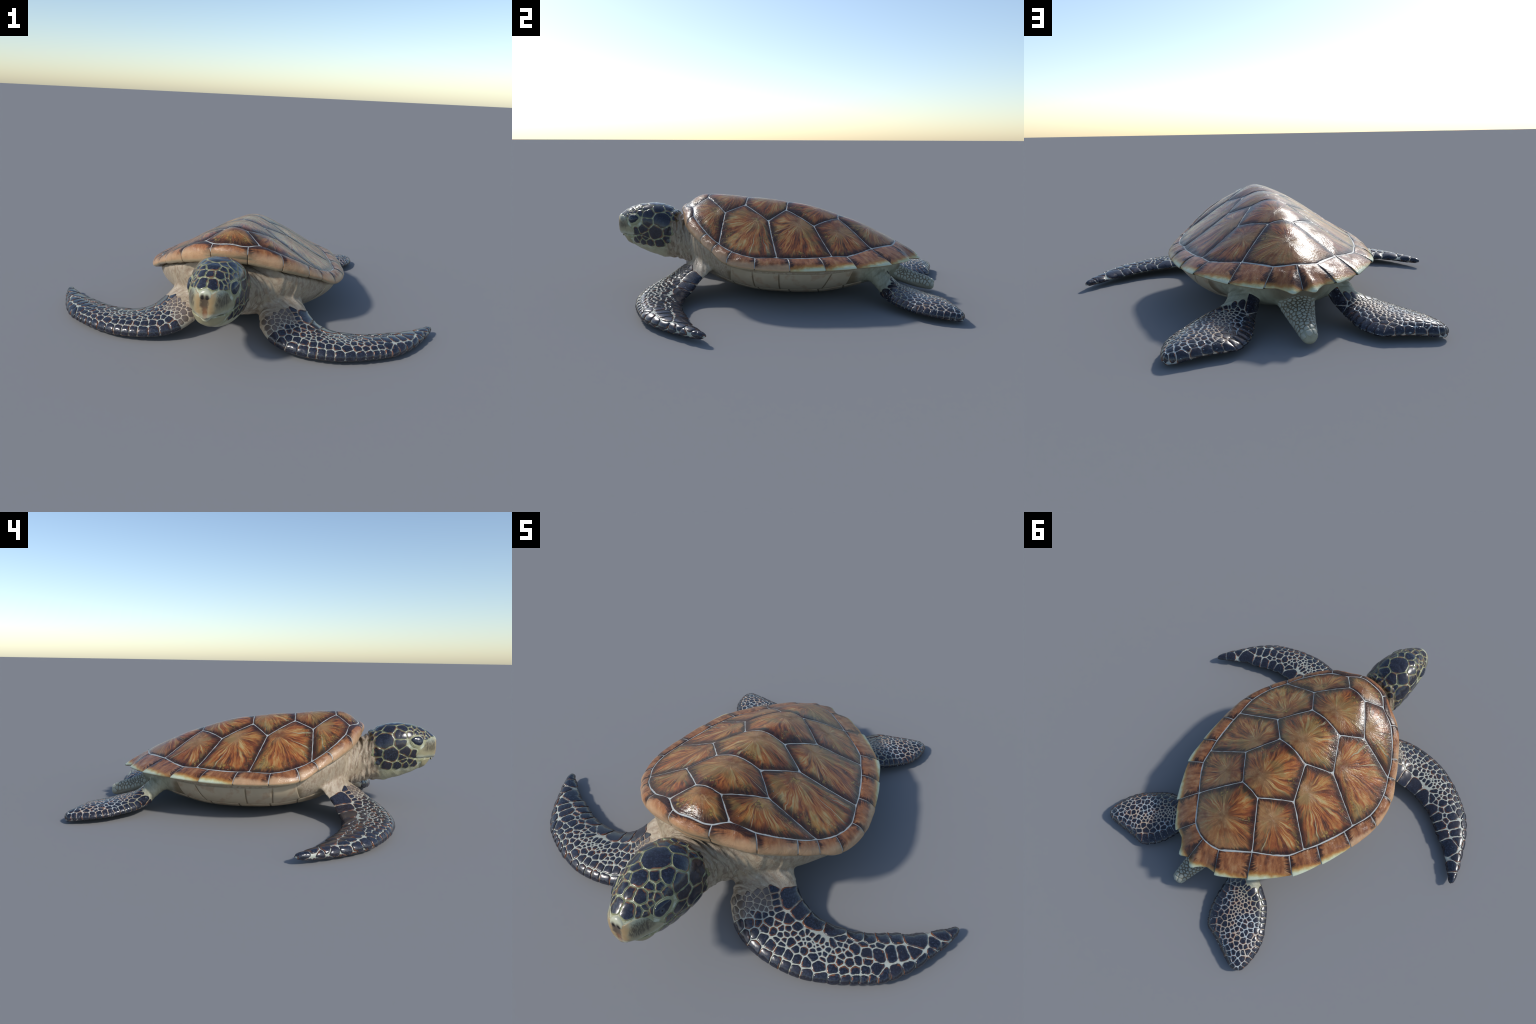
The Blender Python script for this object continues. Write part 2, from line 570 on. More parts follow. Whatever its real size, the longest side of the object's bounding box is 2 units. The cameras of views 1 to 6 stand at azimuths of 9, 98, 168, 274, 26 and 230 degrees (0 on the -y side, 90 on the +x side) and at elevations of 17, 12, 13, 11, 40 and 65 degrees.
def rim_band(a, b, grow=None):
    """Marginal ring: b 0 at the inner seam, 1 at the outer edge, 1..2 turning under."""
    i, o = rim(_in, a), rim(_out, a)
    inward = (i - o) * V3(1, 1, 0)
    inward = unit(inward)
    if grow is not None:
        o = o - inward * grow[:, None]
    front = smoothstep(3.0, 0.5, np.abs(a)) if False else 1 - smoothstep(0.5, 3.5, np.abs(a))
    b = np.asarray(b, float)
    u = np.clip(b, 0, 1)
    bulge = (0.010 + 0.010 * front - 0.006 * smoothstep(6.5, 9.5, np.abs(a))) * np.sin(np.pi * u) ** 0.8
    n = unit((i - o)[:, [0, 1, 2]])
    side = np.cross(np.cross(n, V3(0, 0, 1)), n)
    up = unit(side)
    P = i + (o - i) * u[:, None] + up * bulge[:, None]
    c = np.clip(b - 1, 0, 1)
    rear = smoothstep(7.0, 10.0, np.abs(a))
    drop = (0.014 + 0.020 * front - 0.008 * rear) * (1 - np.exp(-c * 7))
    P = P + inward * (0.075 * c**1.3)[:, None]
    P[:, 2] -= drop
    return P


def band_normals(a, b, grow=None):
    e = 0.02
    da = rim_band(a + e, b, grow) - rim_band(a - e, b, grow)
    db = rim_band(a, b + e, grow) - rim_band(a, b - e, grow)
    n = unit(np.cross(da, db))
    c = rim_band(a, b, grow)
    out = c - V3(0, .05, .15)
    return n * np.sign((n * out).sum(-1, keepdims=True))


def shell_base():
    """The pale seam layer that shows between the scutes."""
    na = 240
    a = np.linspace(-11.6, 11.6, na, endpoint=False)
    rings = []
    inner = rim(_in, a)
    centre = V3(0, .05, 0)
    for lam in np.linspace(0.04, 1, 34):
        xy = (inner * lam + centre * (1 - lam))[:, :2]
        p, n = shield(xy)
        rings.append(p + n * 0.0003)
    for b in np.concatenate([np.linspace(0.08, 1, 10), 1 + np.linspace(0.08, 1, 10)]):
        bb = np.full(na, b)
        rings.append(rim_band(a, bb) + band_normals(a, bb) * 0.0002)
    last = rings[-1]
    for lam in (0.8, 0.4, 0.1):
        rings.append(last * lam + V3(0, .05, .26) * (1 - lam))
    return tube(np.array(rings))


# ------------------------------------------------------------------ materials of the shell
def scute_material(name, poly, kind, seed, fan_to=(0, -1, 0)):
    N = Nodes(name)
    P = N.obj()
    x, y, z = N.sep(P)
    warp = N.noise(N.v("ADD", P, (0, seed, 0)), 12.0, 2.0)
    warp2 = N.noise(N.v("ADD", P, (seed, 0, 5.0)), 12.0, 2.0)
    fx = N.m("ADD", N.m("MULTIPLY", x, 0.75), N.m("MULTIPLY", N.m("SUBTRACT", warp, 0.5), 0.030))
    fy = N.m("ADD", y, N.m("MULTIPLY", N.m("SUBTRACT", warp2, 0.5), 0.030))
    flat = N.comb(fx, fy, 0.0)
    r = N.v("LENGTH", flat)
    rad = N.v("NORMALIZE", flat)
    edge = polygon_distance(N, poly)
    off = N.comb(seed * 3.1, seed * 1.7, N.m("MULTIPLY", r, 4.0))
    fine = N.noise(N.v("ADD", N.v("SCALE", rad, 5.0), off), 2.2, 4.0, 0.66)
    broad = N.noise(N.v("ADD", N.v("SCALE", rad, 1.9), off), 1.6, 3.0, 0.6)
    grain = N.noise(P, 55.0, 4.0, 0.65)
    cloud = N.noise(N.v("ADD", P, (seed, 0, 0)), 8.0, 3.0, 0.6)
    towards = N.v("DOT_PRODUCT", rad, fan_to)
    fan = N.m("MULTIPLY", N.step(N.m("ADD", r, N.m("MULTIPLY", N.m("SUBTRACT", broad, 0.5), 0.12)), 0.012, 0.070), N.step(towards, -0.75, 0.15, 0.35, 1.0))
    if kind == "marginal":
        v = N.m("ADD", N.m("MULTIPLY", N.noise(N.v("MULTIPLY", N.v("ADD", P, (seed, 0, 0)), (3.0, 1.0, 1.0)), 14.0, 4.0, 0.6), 0.7), N.m("MULTIPLY", cloud, 0.4))
        base = N.ramp(v, [(0.36, (0.050, 0.016, 0.008)), (0.47, (0.17, 0.052, 0.018)), (0.57, (0.29, 0.105, 0.035)), (0.70, (0.40, 0.20, 0.085))])
    else:
        heart = N.mix(N.step(cloud, .36, .62), (0.17, 0.080, 0.028), (0.36, 0.19, 0.078))
        heart = N.mix(N.m("MULTIPLY", N.step(grain, .52, .66), .35), heart, (0.44, 0.28, 0.13))
        s = N.m("ADD", N.m("MULTIPLY", fine, 1.75), N.m("MULTIPLY", broad, 1.5))
        s = N.m("SUBTRACT", s, 1.10)
        streak = N.ramp(s, [(0.18, (0.045, 0.015, 0.008)), (0.34, (0.135, 0.035, 0.011)), (0.48, (0.27, 0.070, 0.016)),
                            (0.60, (0.37, 0.125, 0.028)), (0.74, (0.42, 0.21, 0.065)), (0.86, (0.46, 0.33, 0.14))])
        base = N.mix(fan, heart, streak)
        # gold flames and washes of olive and of deep red
        gold = N.m("MULTIPLY", N.step(N.noise(N.v("ADD", N.v("SCALE", rad, 1.3), (seed * 4.1, 2.0, seed)), 1.7, 2.0), .53, .64), N.step(r, .03, .08))
        base = N.mix(N.m("MULTIPLY", gold, N.step(fine, .44, .56, .05, .55)), base, (0.41, 0.25, 0.065))
        base = N.mix(N.m("MULTIPLY", N.step(cloud, .53, .64), .55), base, (0.19, 0.140, 0.045))
        base = N.mix(N.m("MULTIPLY", N.step(cloud, .46, .36), .50), base, (0.21, 0.045, 0.012))
        # pale wedges, opening outwards
        wedge = N.noise(N.v("ADD", N.v("SCALE", rad, 3.1), (seed * 5.3, seed * 2.9, 0.0)), 2.6, 2.0, 0.5)
        open_ = N.step(N.m("ADD", r, N.m("MULTIPLY", N.m("SUBTRACT", cloud, .5), .16)), 0.055, 0.090)
        wedge = N.m("MULTIPLY", N.step(N.m("ADD", wedge, N.m("MULTIPLY", r, .30)), 0.690, 0.725), open_)
        base = N.mix(N.m("MULTIPLY", wedge, .80), base, N.mix(grain, (0.36, 0.31, 0.15), (0.48, 0.47, 0.30)))
        # mossy, speckled patches low on the forward side of the scute
        moss = N.m("MULTIPLY", N.step(N.noise(N.v("ADD", P, (seed * 2.0, 3.0, 0)), 11.0, 2.0), 0.46, 0.60),
                   N.step(grain, 0.42, 0.54))
        moss = N.m("MULTIPLY", moss, N.step(towards, 0.1, 0.8))
        moss = N.m("MULTIPLY", moss, N.step(edge, 0.075, 0.035))
        base = N.mix(N.m("MULTIPLY", moss, 0.8), base, N.mix(N.step(grain, 0.54, 0.60), (0.035, 0.020, 0.008), (0.33, 0.23, 0.05)))
    base = N.mix(0.10, base, N.mix(grain, (0.06, 0.02, 0.01), (0.52, 0.30, 0.14)))
    # dark margins: a thin even border, and tongues fingering inwards along the streaks
    tongue = N.m("MULTIPLY", N.m("MAXIMUM", N.m("SUBTRACT", fine, 0.30), 0.0), N.m("MULTIPLY", fan, 0.150))
    reach = N.m("ADD", 0.006, tongue)
    dark = N.step(N.m("DIVIDE", edge, reach), 0.25, 1.15, 0.92, 0.0)
    base = N.mix(dark, base, N.mix(N.step(fine, .40, .55), (0.060, 0.022, 0.011), (0.016, 0.008, 0.007)))
    # fine pale nicks and scratches
    nick = N.noise(N.v("MULTIPLY", N.v("ADD", P, (seed, seed, 0)), (1.0, 2.4, 1.0)), 62.0, 2.0, 0.5)
    base = N.mix(N.m("MULTIPLY", N.step(nick, 0.735, 0.775), 0.6), base, (0.55, 0.50, 0.44))
    pits = N.noise(N.v("MULTIPLY", P, (1.0, 1.6, 1.0)), 95.0, 1.0, 0.5)
    N.bump(N.m("ADD", N.m("ADD", N.m("MULTIPLY", fine, 1.0), N.m("MULTIPLY", grain, 0.35)), N.m("MULTIPLY", pits, 0.55)), 0.50, 0.0026)
    return N, base, edge


def finish_scute(N, base):
    return N.finish(base, N.m("ADD", .16, N.m("MULTIPLY", N.noise(N.obj(), 30.0, 2.0), .16)), 0.42)


def seam_material():
    N = Nodes("scute_seam")
    g = N.noise(N.obj(), 40.0, 3.0)
    c = N.mix(g, (0.30, 0.30, 0.28), (0.56, 0.58, 0.55))
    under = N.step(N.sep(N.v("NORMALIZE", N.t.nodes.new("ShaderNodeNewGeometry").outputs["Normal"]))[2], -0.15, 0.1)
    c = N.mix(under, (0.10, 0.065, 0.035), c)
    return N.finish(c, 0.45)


# ------------------------------------------------------------------ building scutes
def local_frame(n, ahead):
    n = unit(n)
    x = unit(np.cross(ahead, n))
    y = np.cross(n, x)
    return Matrix(((x[0], y[0], n[0]), (x[1], y[1], n[1]), (x[2], y[2], n[2]))).to_4x4()


def place(name, verts, faces, origin, n, ahead, parent):
    M = Matrix.Translation(origin) @ local_frame(n, ahead)
    R = np.array(M.inverted())
    loc = np.asarray(verts) @ R[:3, :3].T + R[:3, 3]
    ob = add(name, new_mesh(name, loc, faces), parent)
    ob.matrix_world = M
    return ob, R


def ring_faces(nr, K, centre=True):
    f = []
    for i in range(nr - 1):
        for j in range(K):
            k = (j + 1) % K
            f.append((i * K + j, i * K + k, (i + 1) * K + k, (i + 1) * K + j))
    if centre:
        f += [((nr - 1) * K + j, (nr - 1) * K + (j + 1) % K, nr * K) for j in range(K)]
    return f


def side_distance(poly, xy):
    c = poly.mean(0)
    out = []
    for a, b in zip(poly, np.roll(poly, -1, axis=0)):
        n = np.array([b[1] - a[1], a[0] - b[0]])
        n /= np.linalg.norm(n)
        if n @ (c - a) > 0:
            n = -n
        out.append((n @ a) - xy @ n)
    d = np.array(out)
    k = 0.0009
    m = d.min(0)
    return m - k * np.log(np.exp(-(d - m) / k).sum(0))


GAP = 0.0014


def shield_scute(name, corners, apex, parent, seed, fan_to=(0, -1, 0)):
    poly = np.array([c[:2] for c in corners])
    c = poly.mean(0)
    K = 96
    th = np.linspace(0, 2 * np.pi, K, endpoint=False)
    dirs = np.column_stack([np.cos(th), np.sin(th)])
    lo, hi = np.zeros(K), np.full(K, 0.6)
    wob = 1 + 0.0 * th
    for _ in range(30):
        mid = (lo + hi) / 2
        inside = side_distance(poly, c + dirs * mid[:, None]) > GAP
        lo, hi = np.where(inside, mid, lo), np.where(inside, hi, mid)
    R = lo
    # seams are never quite straight
    R = R + 0.0022 * np.array([noise.noise(Vector((c[0] * 9 + math.cos(t) * 6, c[1] * 9 + math.sin(t) * 6, seed))) for t in th])
    insets = [0, .0006, .0018, .0036, .006, .010, .016, .024]
    verts = []
    levels = [(e, None) for e in insets] + [(None, l) for l in (.72, .55, .38, .2)]
    for e, l in levels:
        rr = np.maximum(R - e, R * 0.8) if l is None else R * l
        xy = c + dirs * rr[:, None]
        p, n = shield(xy)
        d = R - rr
        h = 0.0013 * (1 - np.exp(-d / 0.0010)) + 0.0050 * (1 - np.exp(-d / 0.045)) - (0.0030 if e == 0 else 0)
        if l is not None or e > .003:
            swell = np.array([noise.noise(Vector((q[0] * 22, q[1] * 22, seed))) for q in xy])
            h = h + 0.0012 * swell
        verts.append(p + n * h[:, None])
    p, n = shield(c[None])
    verts = np.vstack(verts + [p + n * 0.0066])
    faces = ring_faces(len(levels), K)
    o, on = shield(np.asarray(apex)[None])
    ob, Rm = place(name, verts, faces, o[0], on[0], V3(0, 1, 0), parent)
    zz = shield_z(poly)
    flat = (np.column_stack([poly, zz]) @ Rm[:3, :3].T + Rm[:3, 3])[:, :2]
    N, base, edge = scute_material(name, flat, "shield", seed, fan_to)
    ob.data.materials.append(finish_scute(N, base))
    return ob


def marginal_scute(k, sign, parent, seed):
    """One scute of the rim; k = -1 is the single one over the neck."""
    a0, a1 = (-.6, .6) if k < 0 else (k + .6, k + 1.6)
    length = float(np.linalg.norm(np.diff(rim(_out, np.linspace(a0, a1, 12)), axis=0), axis=1).sum())
    ga = GAP / length * (a1 - a0)
    grow_amt = {5: .003, 6: .006, 7: .008, 8: .011, 9: .014, 10: .002}.get(k, .001)
    na, nb = 30, 34
    ua = np.linspace(0, 1, na)
    ua = 0.5 - 0.5 * np.cos(np.pi * ua) * (0.6 + 0.4 * np.abs(np.cos(np.pi * ua)))
    ub = np.concatenate([[0, .02, .05, .1], np.linspace(.18, .92, 11), [.96, 1.0, 1.04], np.linspace(1.1, 1.9, nb - 18)])
    A, B = np.meshgrid(a0 + ga + (a1 - a0 - 2 * ga) * ua, .012 + ub * 0.988, indexing="ij")
    A, B = A.ravel(), B.ravel()
    frac = (A - a0) / (a1 - a0)
    grow = grow_amt * frac**2.2
    P = rim_band(A, B, grow)
    n = band_normals(A, B, grow)
    width = 0.055
    d = np.minimum(np.minimum(frac, 1 - frac) * length, (B - .012) * width)
    d = np.maximum(d - 0 * GAP, 0)
    swell = np.array([noise.noise(Vector((q[0] * 30, q[1] * 30, q[2] * 30 + seed))) for q in P])
    da = np.maximum(np.minimum(frac, 1 - frac) * length - GAP, 0)
    dd = np.minimum(da, (B - .012) * width)
    h = 0.0013 * (1 - np.exp(-dd / 0.0010)) + 0.0024 * (1 - np.exp(-dd / 0.02)) + 0.0012 * swell
    h[dd <= 1e-6] = -0.0016
    V = P + n * h[:, None]
    S = V3(sign, 1, 1)
    V = V * S
    faces = []
    for i in range(na - 1):
        for j in range(nb - 1):
            q = (i * nb + j, (i + 1) * nb + j, (i + 1) * nb + j + 1, i * nb + j + 1)
            faces.append(q if sign < 0 else q[::-1])
    am = np.array([(a0 + a1) / 2])
    o = rim_band(am, np.array([.3]))[0] * S
    on = band_normals(am, np.array([.5]))[0] * S
    ahead = (rim(_in, am)[0] - rim(_out, am)[0]) * S
    name = "nuchal_scute" if k < 0 else "marginal_scute"
    ob, Rm = place(name, V, faces, o, on, ahead, parent)
    # sides of the dark margin: the two cross seams and the inner seam (outer side pushed far out)
    ends = np.array([a0, a0, a1, a1])
    pts = rim_band(ends, np.array([0., 1., 1., 0.])) * S
    far = pts.copy()
    far[1] += (pts[1] - pts[0]) * 1.5
    far[2] += (pts[2] - pts[3]) * 1.5
    loc = (far @ Rm[:3, :3].T + Rm[:3, 3])[:, :2]
    N, base, edge = scute_material(name, loc, "marginal", seed)
    out_y = float((pts[1:3] @ Rm[:3, :3].T + Rm[:3, 3])[:, 1].mean())
    lx = N.sep(N.obj())
    wav = N.noise(N.obj(), 26.0, 3.0)
    depth = N.m("SUBTRACT", lx[1], out_y)          # 0 at the outer edge, grows inwards
    depth = N.m("ADD", depth, N.m("MULTIPLY", N.m("SUBTRACT", wav, 0.5), 0.03))
    if k >= 6:                                     # rear rim: amber, then pale green-white edge
        reach = (0.002, 0.003, 0.000, -0.005, -0.008)[k - 6]
        base = N.mix(N.step(depth, reach + .030, reach + .004), base, (0.42, 0.19, 0.045))
        base = N.mix(N.step(depth, reach + .014, reach - .006), base, (0.52, 0.46, 0.22))
        base = N.mix(N.step(depth, reach + .002, reach - .014), base, (0.56, 0.60, 0.44))
    else:                                          # front and flanks: bleached peach edge
        peach = N.mix(N.noise(N.obj(), 34.0, 4.0), (0.40, 0.22, 0.11), (0.60, 0.40, 0.235))
        base = N.mix(N.step(depth, .046 if k < 4 else .030, .004, 0.0, 0.9), base, peach)
    nz = N.sep(N.t.nodes.new("ShaderNodeNewGeometry").outputs["Normal"])[2]
    base = N.mix(N.step(nz, -0.1, -0.5), base, (0.40, 0.31, 0.19))
    ob.data.materials.append(finish_scute(N, base))
    return ob


root = bpy.data.objects.new("sea_turtle", None)
bpy.context.scene.collection.objects.link(root)
root["label"] = "green sea turtle with glossy amber shell and dark scaly flippers"
root["category"] = "sea turtle"

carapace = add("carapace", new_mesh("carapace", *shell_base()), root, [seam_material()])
MX = V3(-1, 1, 1)
rimp = lambda a: rim(_in, a)[0]
mirror = lambda pts: [p * MX for p in pts][::-1]
left = {
    1: [rimp(.6), V1C1M, V1V2], 2: [V1V2, V2C, V2V3], 3: [V2V3, V3C, V3V4], 4: [V3V4, V4C, V4V5], 5: [V4V5, rimp(9.6), rimp(10.6)]}
for k, pts in left.items():
    ring = pts + ([rimp(11.1), rimp(11.6)] if k == 5 else []) + mirror(pts + ([rimp(11.1)] if k == 5 else [])) + ([rimp(-.4), rimp(-.2), rimp(0), rimp(.2), rimp(.4)] if k == 1 else [])
    ys = [p[1] for p in ring]
    shield_scute("vertebral_scute", ring, (0, min(ys) + (max(ys) - min(ys)) * (.55 if k == 5 else .70)), carapace, k * 1.3)
costals = [
    ([V1C1M, V1V2, V2C, rimp(3.6), rimp(3.1), rimp(2.6), rimp(2.1), rimp(1.6)], (.165, -.310)),
    ([V2C, V2V3, V3C, rimp(6.3), rimp(5.95), rimp(5.6), rimp(5.1), rimp(4.6), rimp(4.1), rimp(3.6)], (.205, -.085)),
    ([V3C, V3V4, V4C, rimp(8.1), rimp(7.6), rimp(6.6), rimp(6.3)], (.195, .135)),
    ([V4C, V4V5, rimp(9.6), rimp(9.1), rimp(8.6), rimp(8.1)], (.175, .345))]
for i, (pts, apex) in enumerate(costals):
    shield_scute("costal_scute", pts, apex, carapace, 10 + i * 2.7, (.85, -.53, 0))
    shield_scute("costal_scute", mirror(pts), (-apex[0], apex[1]), carapace, 10 + i * 2.7 + .9, (-.85, -.53, 0))
marginal_scute(-1, 1, carapace, 40)
for k in range(11):
    for sgn in (1, -1):
        marginal_scute(k, sgn, carapace, 41 + k * 2.3 + (sgn < 0) * .8)
for ob in carapace.children:
    ob.matrix_parent_inverse = Matrix()


# ------------------------------------------------------------------ skin
def skin_material():
    """One hide for the whole animal; the tones change with the place on the body."""
    N = Nodes("hide")
    P = N.obj()
    x, y, z = N.sep(P)
    ax = N.m("ABSOLUTE", x)
    Q = N.comb(ax, y, z)
    big = N.noise(Q, 7.0, 3.0)
    mid = N.noise(Q, 38.0, 4.0, 0.6)
    net = N.voronoi(N.v("ADD", N.v("MULTIPLY", Q, (1, 1.5, 1)), N.v("SCALE", N.comb(mid, mid, mid), 0.02)), 95.0, "DISTANCE_TO_EDGE")
    crease = N.noise(N.v("MULTIPLY", Q, (1.0, 2.2, 1.0)), 34.0, 4.0, 0.6, 0.6)
    hide = N.mix(N.step(big, .35, .65), (0.36, 0.29, 0.20), (0.46, 0.38, 0.285))
    hide = N.mix(N.m("MULTIPLY", N.step(crease, .54, .40), .50), hide, (0.24, 0.155, 0.10))  # darker brown streaks from noise, not aligned with the modelled relief
    hide = N.mix(N.m("MULTIPLY", N.step(mid, .55, .72), .5), hide, (0.54, 0.48, 0.38))
    fold = N.noise(N.comb(N.m("MULTIPLY", ax, 1.5), N.m("MULTIPLY", N.m("ADD", y, N.m("MULTIPLY", z, .08)), 6.5), N.m("MULTIPLY", z, 1.5)), 8.0, 2.0, 0.5)
    neck = N.m("MULTIPLY", N.step(y, -.675, -.64), N.step(y, -.40, -.50))
    line = N.step(N.m("ABSOLUTE", N.m("SUBTRACT", fold, .5)), .045, .006)
    hide = N.mix(N.m("MULTIPLY", N.m("MULTIPLY", line, neck), .62), hide, (0.15, 0.10, 0.065))  # thin dark lines round the neck, not aligned with the modelled folds
    # hind legs and rump: greener grey
    rump = N.step(y, .40, .52)
    hide = N.mix(rump, hide, N.mix(crease, (0.20, 0.19, 0.13), (0.46, 0.46, 0.35)))
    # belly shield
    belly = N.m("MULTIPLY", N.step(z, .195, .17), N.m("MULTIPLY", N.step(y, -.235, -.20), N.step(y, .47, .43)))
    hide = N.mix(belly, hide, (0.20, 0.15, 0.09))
    # flippers: pale net between the dark scales
    fl = N.m("SUBTRACT", N.m("MULTIPLY", ax, .6), N.m("MULTIPLY", y, .8))
    arm = N.m("MULTIPLY", N.m("MULTIPLY", N.step(fl, .555, .64), N.step(ax, .14, .17)), N.step(z, .20, .12))
    net_col = N.mix(mid, (0.32, 0.34, 0.29), (0.58, 0.60, 0.52))
    hide = N.mix(arm, hide, net_col)
    leg = N.m("MULTIPLY", N.step(N.m("ADD", y, N.m("MULTIPLY", ax, -.15)), .585, .66), N.m("MULTIPLY", N.step(ax, .13, .17), N.step(z, .13, .10)))
    hide = N.mix(leg, hide, N.mix(N.step(big, .42, .58), (0.42, 0.47, 0.48), (0.50, 0.40, 0.30)))
    # tail: brown between pale bumps
    tail = N.m("MULTIPLY", N.m("MULTIPLY", N.step(y, .64, .70), N.step(y, .872, .855)), N.step(ax, .14, .11))
    hide = N.mix(tail, hide, N.mix(N.step(N.m("SUBTRACT", z, N.m("MULTIPLY", N.m("SUBTRACT", .89, y), .36)), .012, .036), (0.36, 0.33, 0.25), (0.17, 0.14, 0.09)))
    # head: olive yellow with whitish seams, cream throat
    head = N.step(N.m("ADD", y, N.m("MULTIPLY", z, -.12)), -.645, -.70)
    face = N.mix(N.step(z, .19, .26), N.mix(mid, (0.36, 0.33, 0.20), (0.48, 0.46, 0.32)), N.mix(N.step(mid, .4, .65), (0.30, 0.29, 0.16), (0.51, 0.53, 0.41)))
    slit = N.m("MULTIPLY", N.step(N.m("ABSOLUTE", N.m("SUBTRACT", z, N.m("ADD", .2945, N.m("MULTIPLY", N.step(y, -.85, -.79), .004)))), .0055, .002), N.step(y, -.77, -.785))
    face = N.mix(N.m("MULTIPLY", slit, .9), face, (0.06, 0.045, 0.025))
    hide = N.mix(head, hide, face)
    N.bump(N.m("ADD", N.m("MULTIPLY", N.m("MINIMUM", net, 0.25), 2.0), crease), 0.30, 0.0025)
    return N.finish(hide, 0.46, 0.45)


hide = skin_material()

# split the one skin into anatomical parts; neighbours keep coincident borders and shared normals
cent = np.array([co[list(q)].mean(0) for q in quads])
own_v = owner
part_of_key = {"neck": "neck", "torso": "torso", "tail": "tail", "front": "front_flipper", "front_r": "front_flipper#r",
               "hind": "hind_flipper", "hind_r": "hind_flipper#r"}
labels = np.array([part_of_key[k] for k in keys], dtype=object)
votes = own_v[np.array([q[0] for q in quads])]
part = labels[votes]
part[(part == "neck") & (cent[:, 1] - .12 * cent[:, 2] < -.675)] = "head"
parts = {}
for name in ("head", "neck", "torso", "tail", "front_flipper", "front_flipper#r", "hind_flipper", "hind_flipper#r"):
    idx = np.nonzero(part == name)[0]
    used = np.unique(np.array([quads[i] for i in idx]).ravel())
    back = {v: i for i, v in enumerate(used)}
    me = new_mesh(name.split("#")[0], co[used], [[back[v] for v in quads[i]] for i in idx])
    me.normals_split_custom_set_from_vertices([tuple(n) for n in nrm[used]])
    parts[name] = add(name.split("#")[0], me, root, [hide])
bpy.data.meshes.remove(body_me)


# ------------------------------------------------------------------ scales growing on the skin
vert_n = nrm


def snap(P, N0, reach=0.02):
    """Drop points of an ideal surface on to the real skin; also the skin's normals there."""
    out, N = P.copy(), np.tile(V3(0, 0, 1), (len(P), 1))
    for i, p in enumerate(P):
        h = skin_tree.find_nearest(p, reach)
        if h[0] is not None:
            q = list(quads[h[2]])
            w = 1 / (np.linalg.norm(co[q] - np.array(h[0]), axis=1) + 1e-5)
            out[i], N[i] = h[0], w @ vert_n[q] / w.sum()
    return out, unit(N)


class LoftMap:
    """Local flat coordinates (a, b) in metres around sites (s, t) of a loft."""

    def __init__(self, lo, sites):
        self.lo, self.st = lo, np.array(sites, float)
        s, t = self.st.T
        e = 2e-3
        self.P = lo.fn(s, t)
        ds = (lo.fn(np.clip(s + e, 0, 1), t) - lo.fn(np.clip(s - e, 0, 1), t)) / (np.clip(s + e, 0, 1) - np.clip(s - e, 0, 1))[:, None]
        dt = (lo.fn(s, t + e) - lo.fn(s, t - e)) / (2 * e)
        self.ls = np.maximum(np.linalg.norm(ds, axis=1), 1e-3)
        us = ds / self.ls[:, None]
        # part of dt across ds
        along = (dt * us).sum(1)
        perp = dt - along[:, None] * us
        self.lt = np.maximum(np.linalg.norm(perp, axis=1), 1e-3)
        self.shear = along
        self.N = lo.normal(s, t)

    def at(self, i, a, b):
        dt = b / self.lt[i]
        ds = (a - self.shear[i] * dt) / self.ls[i]
        s = self.st[i, 0] + ds
        t = self.st[i, 1] + dt
        ok = (s <= 0.9999) & (s >= 0)
        sh = a.shape
        sc, tt = np.clip(s, 0, 0.9999).ravel(), t.ravel()
        return self.lo.fn(sc, tt).reshape(sh + (3,)), ok

    def surface(self, i, a, b):
        dt = b / self.lt[i]
        s = np.clip(self.st[i, 0] + (a - self.shear[i] * dt) / self.ls[i], 0, .9999)
        t = self.st[i, 1] + dt
        return snap(self.lo.fn(s, t), None)


HEAD_C = V3(0, -.765, .330)


class HeadMap:
    """Local flat coordinates around points of the head, seen from its middle."""

    def __init__(self, points):
        self.P, self.N, self.F = [], [], []
        for p in np.array(points, float):
            d = Vector(p - HEAD_C).normalized()
            P, N = self.cast(np.array(d)[None])
            self.P.append(P[0])
            self.N.append(N[0])
            d = np.array(d)
            e1 = unit(np.cross(V3(0, 1, 0) if abs(d[1]) < .95 else V3(0, 0, 1), d))
            self.F.append((d, e1, np.cross(d, e1), np.linalg.norm(P[0] - HEAD_C)))
        self.P, self.N = np.array(self.P), np.array(self.N)

    @staticmethod
    def cast(D):
        P, N = np.empty_like(D), np.empty_like(D)
        for k, d in enumerate(D):
            h = skin_tree.ray_cast(HEAD_C, d)
            P[k] = h[0]
            N[k] = vert_n[list(quads[h[2]])].mean(0)
        return P, unit(N)

    def dirs(self, i, a, b):
        d, e1, e2, R = self.F[i]
        return unit(d + (a[..., None] * e1 + b[..., None] * e2) / R)

    def at(self, i, a, b):
        D = self.dirs(i, a, b)
        P, _ = self.cast(D.reshape(-1, 3))
        return P.reshape(a.shape + (3,)), np.ones(a.shape, bool)

    def surface(self, i, a, b):
        return self.cast(self.dirs(i, a, b))

    def flat(self, i, Q):
        d, e1, e2, R = self.F[i]
        v = unit(np.asarray(Q) - HEAD_C)
        k = R / (v @ d)
        return np.column_stack([(v @ e1) * k, (v @ e2) * k])


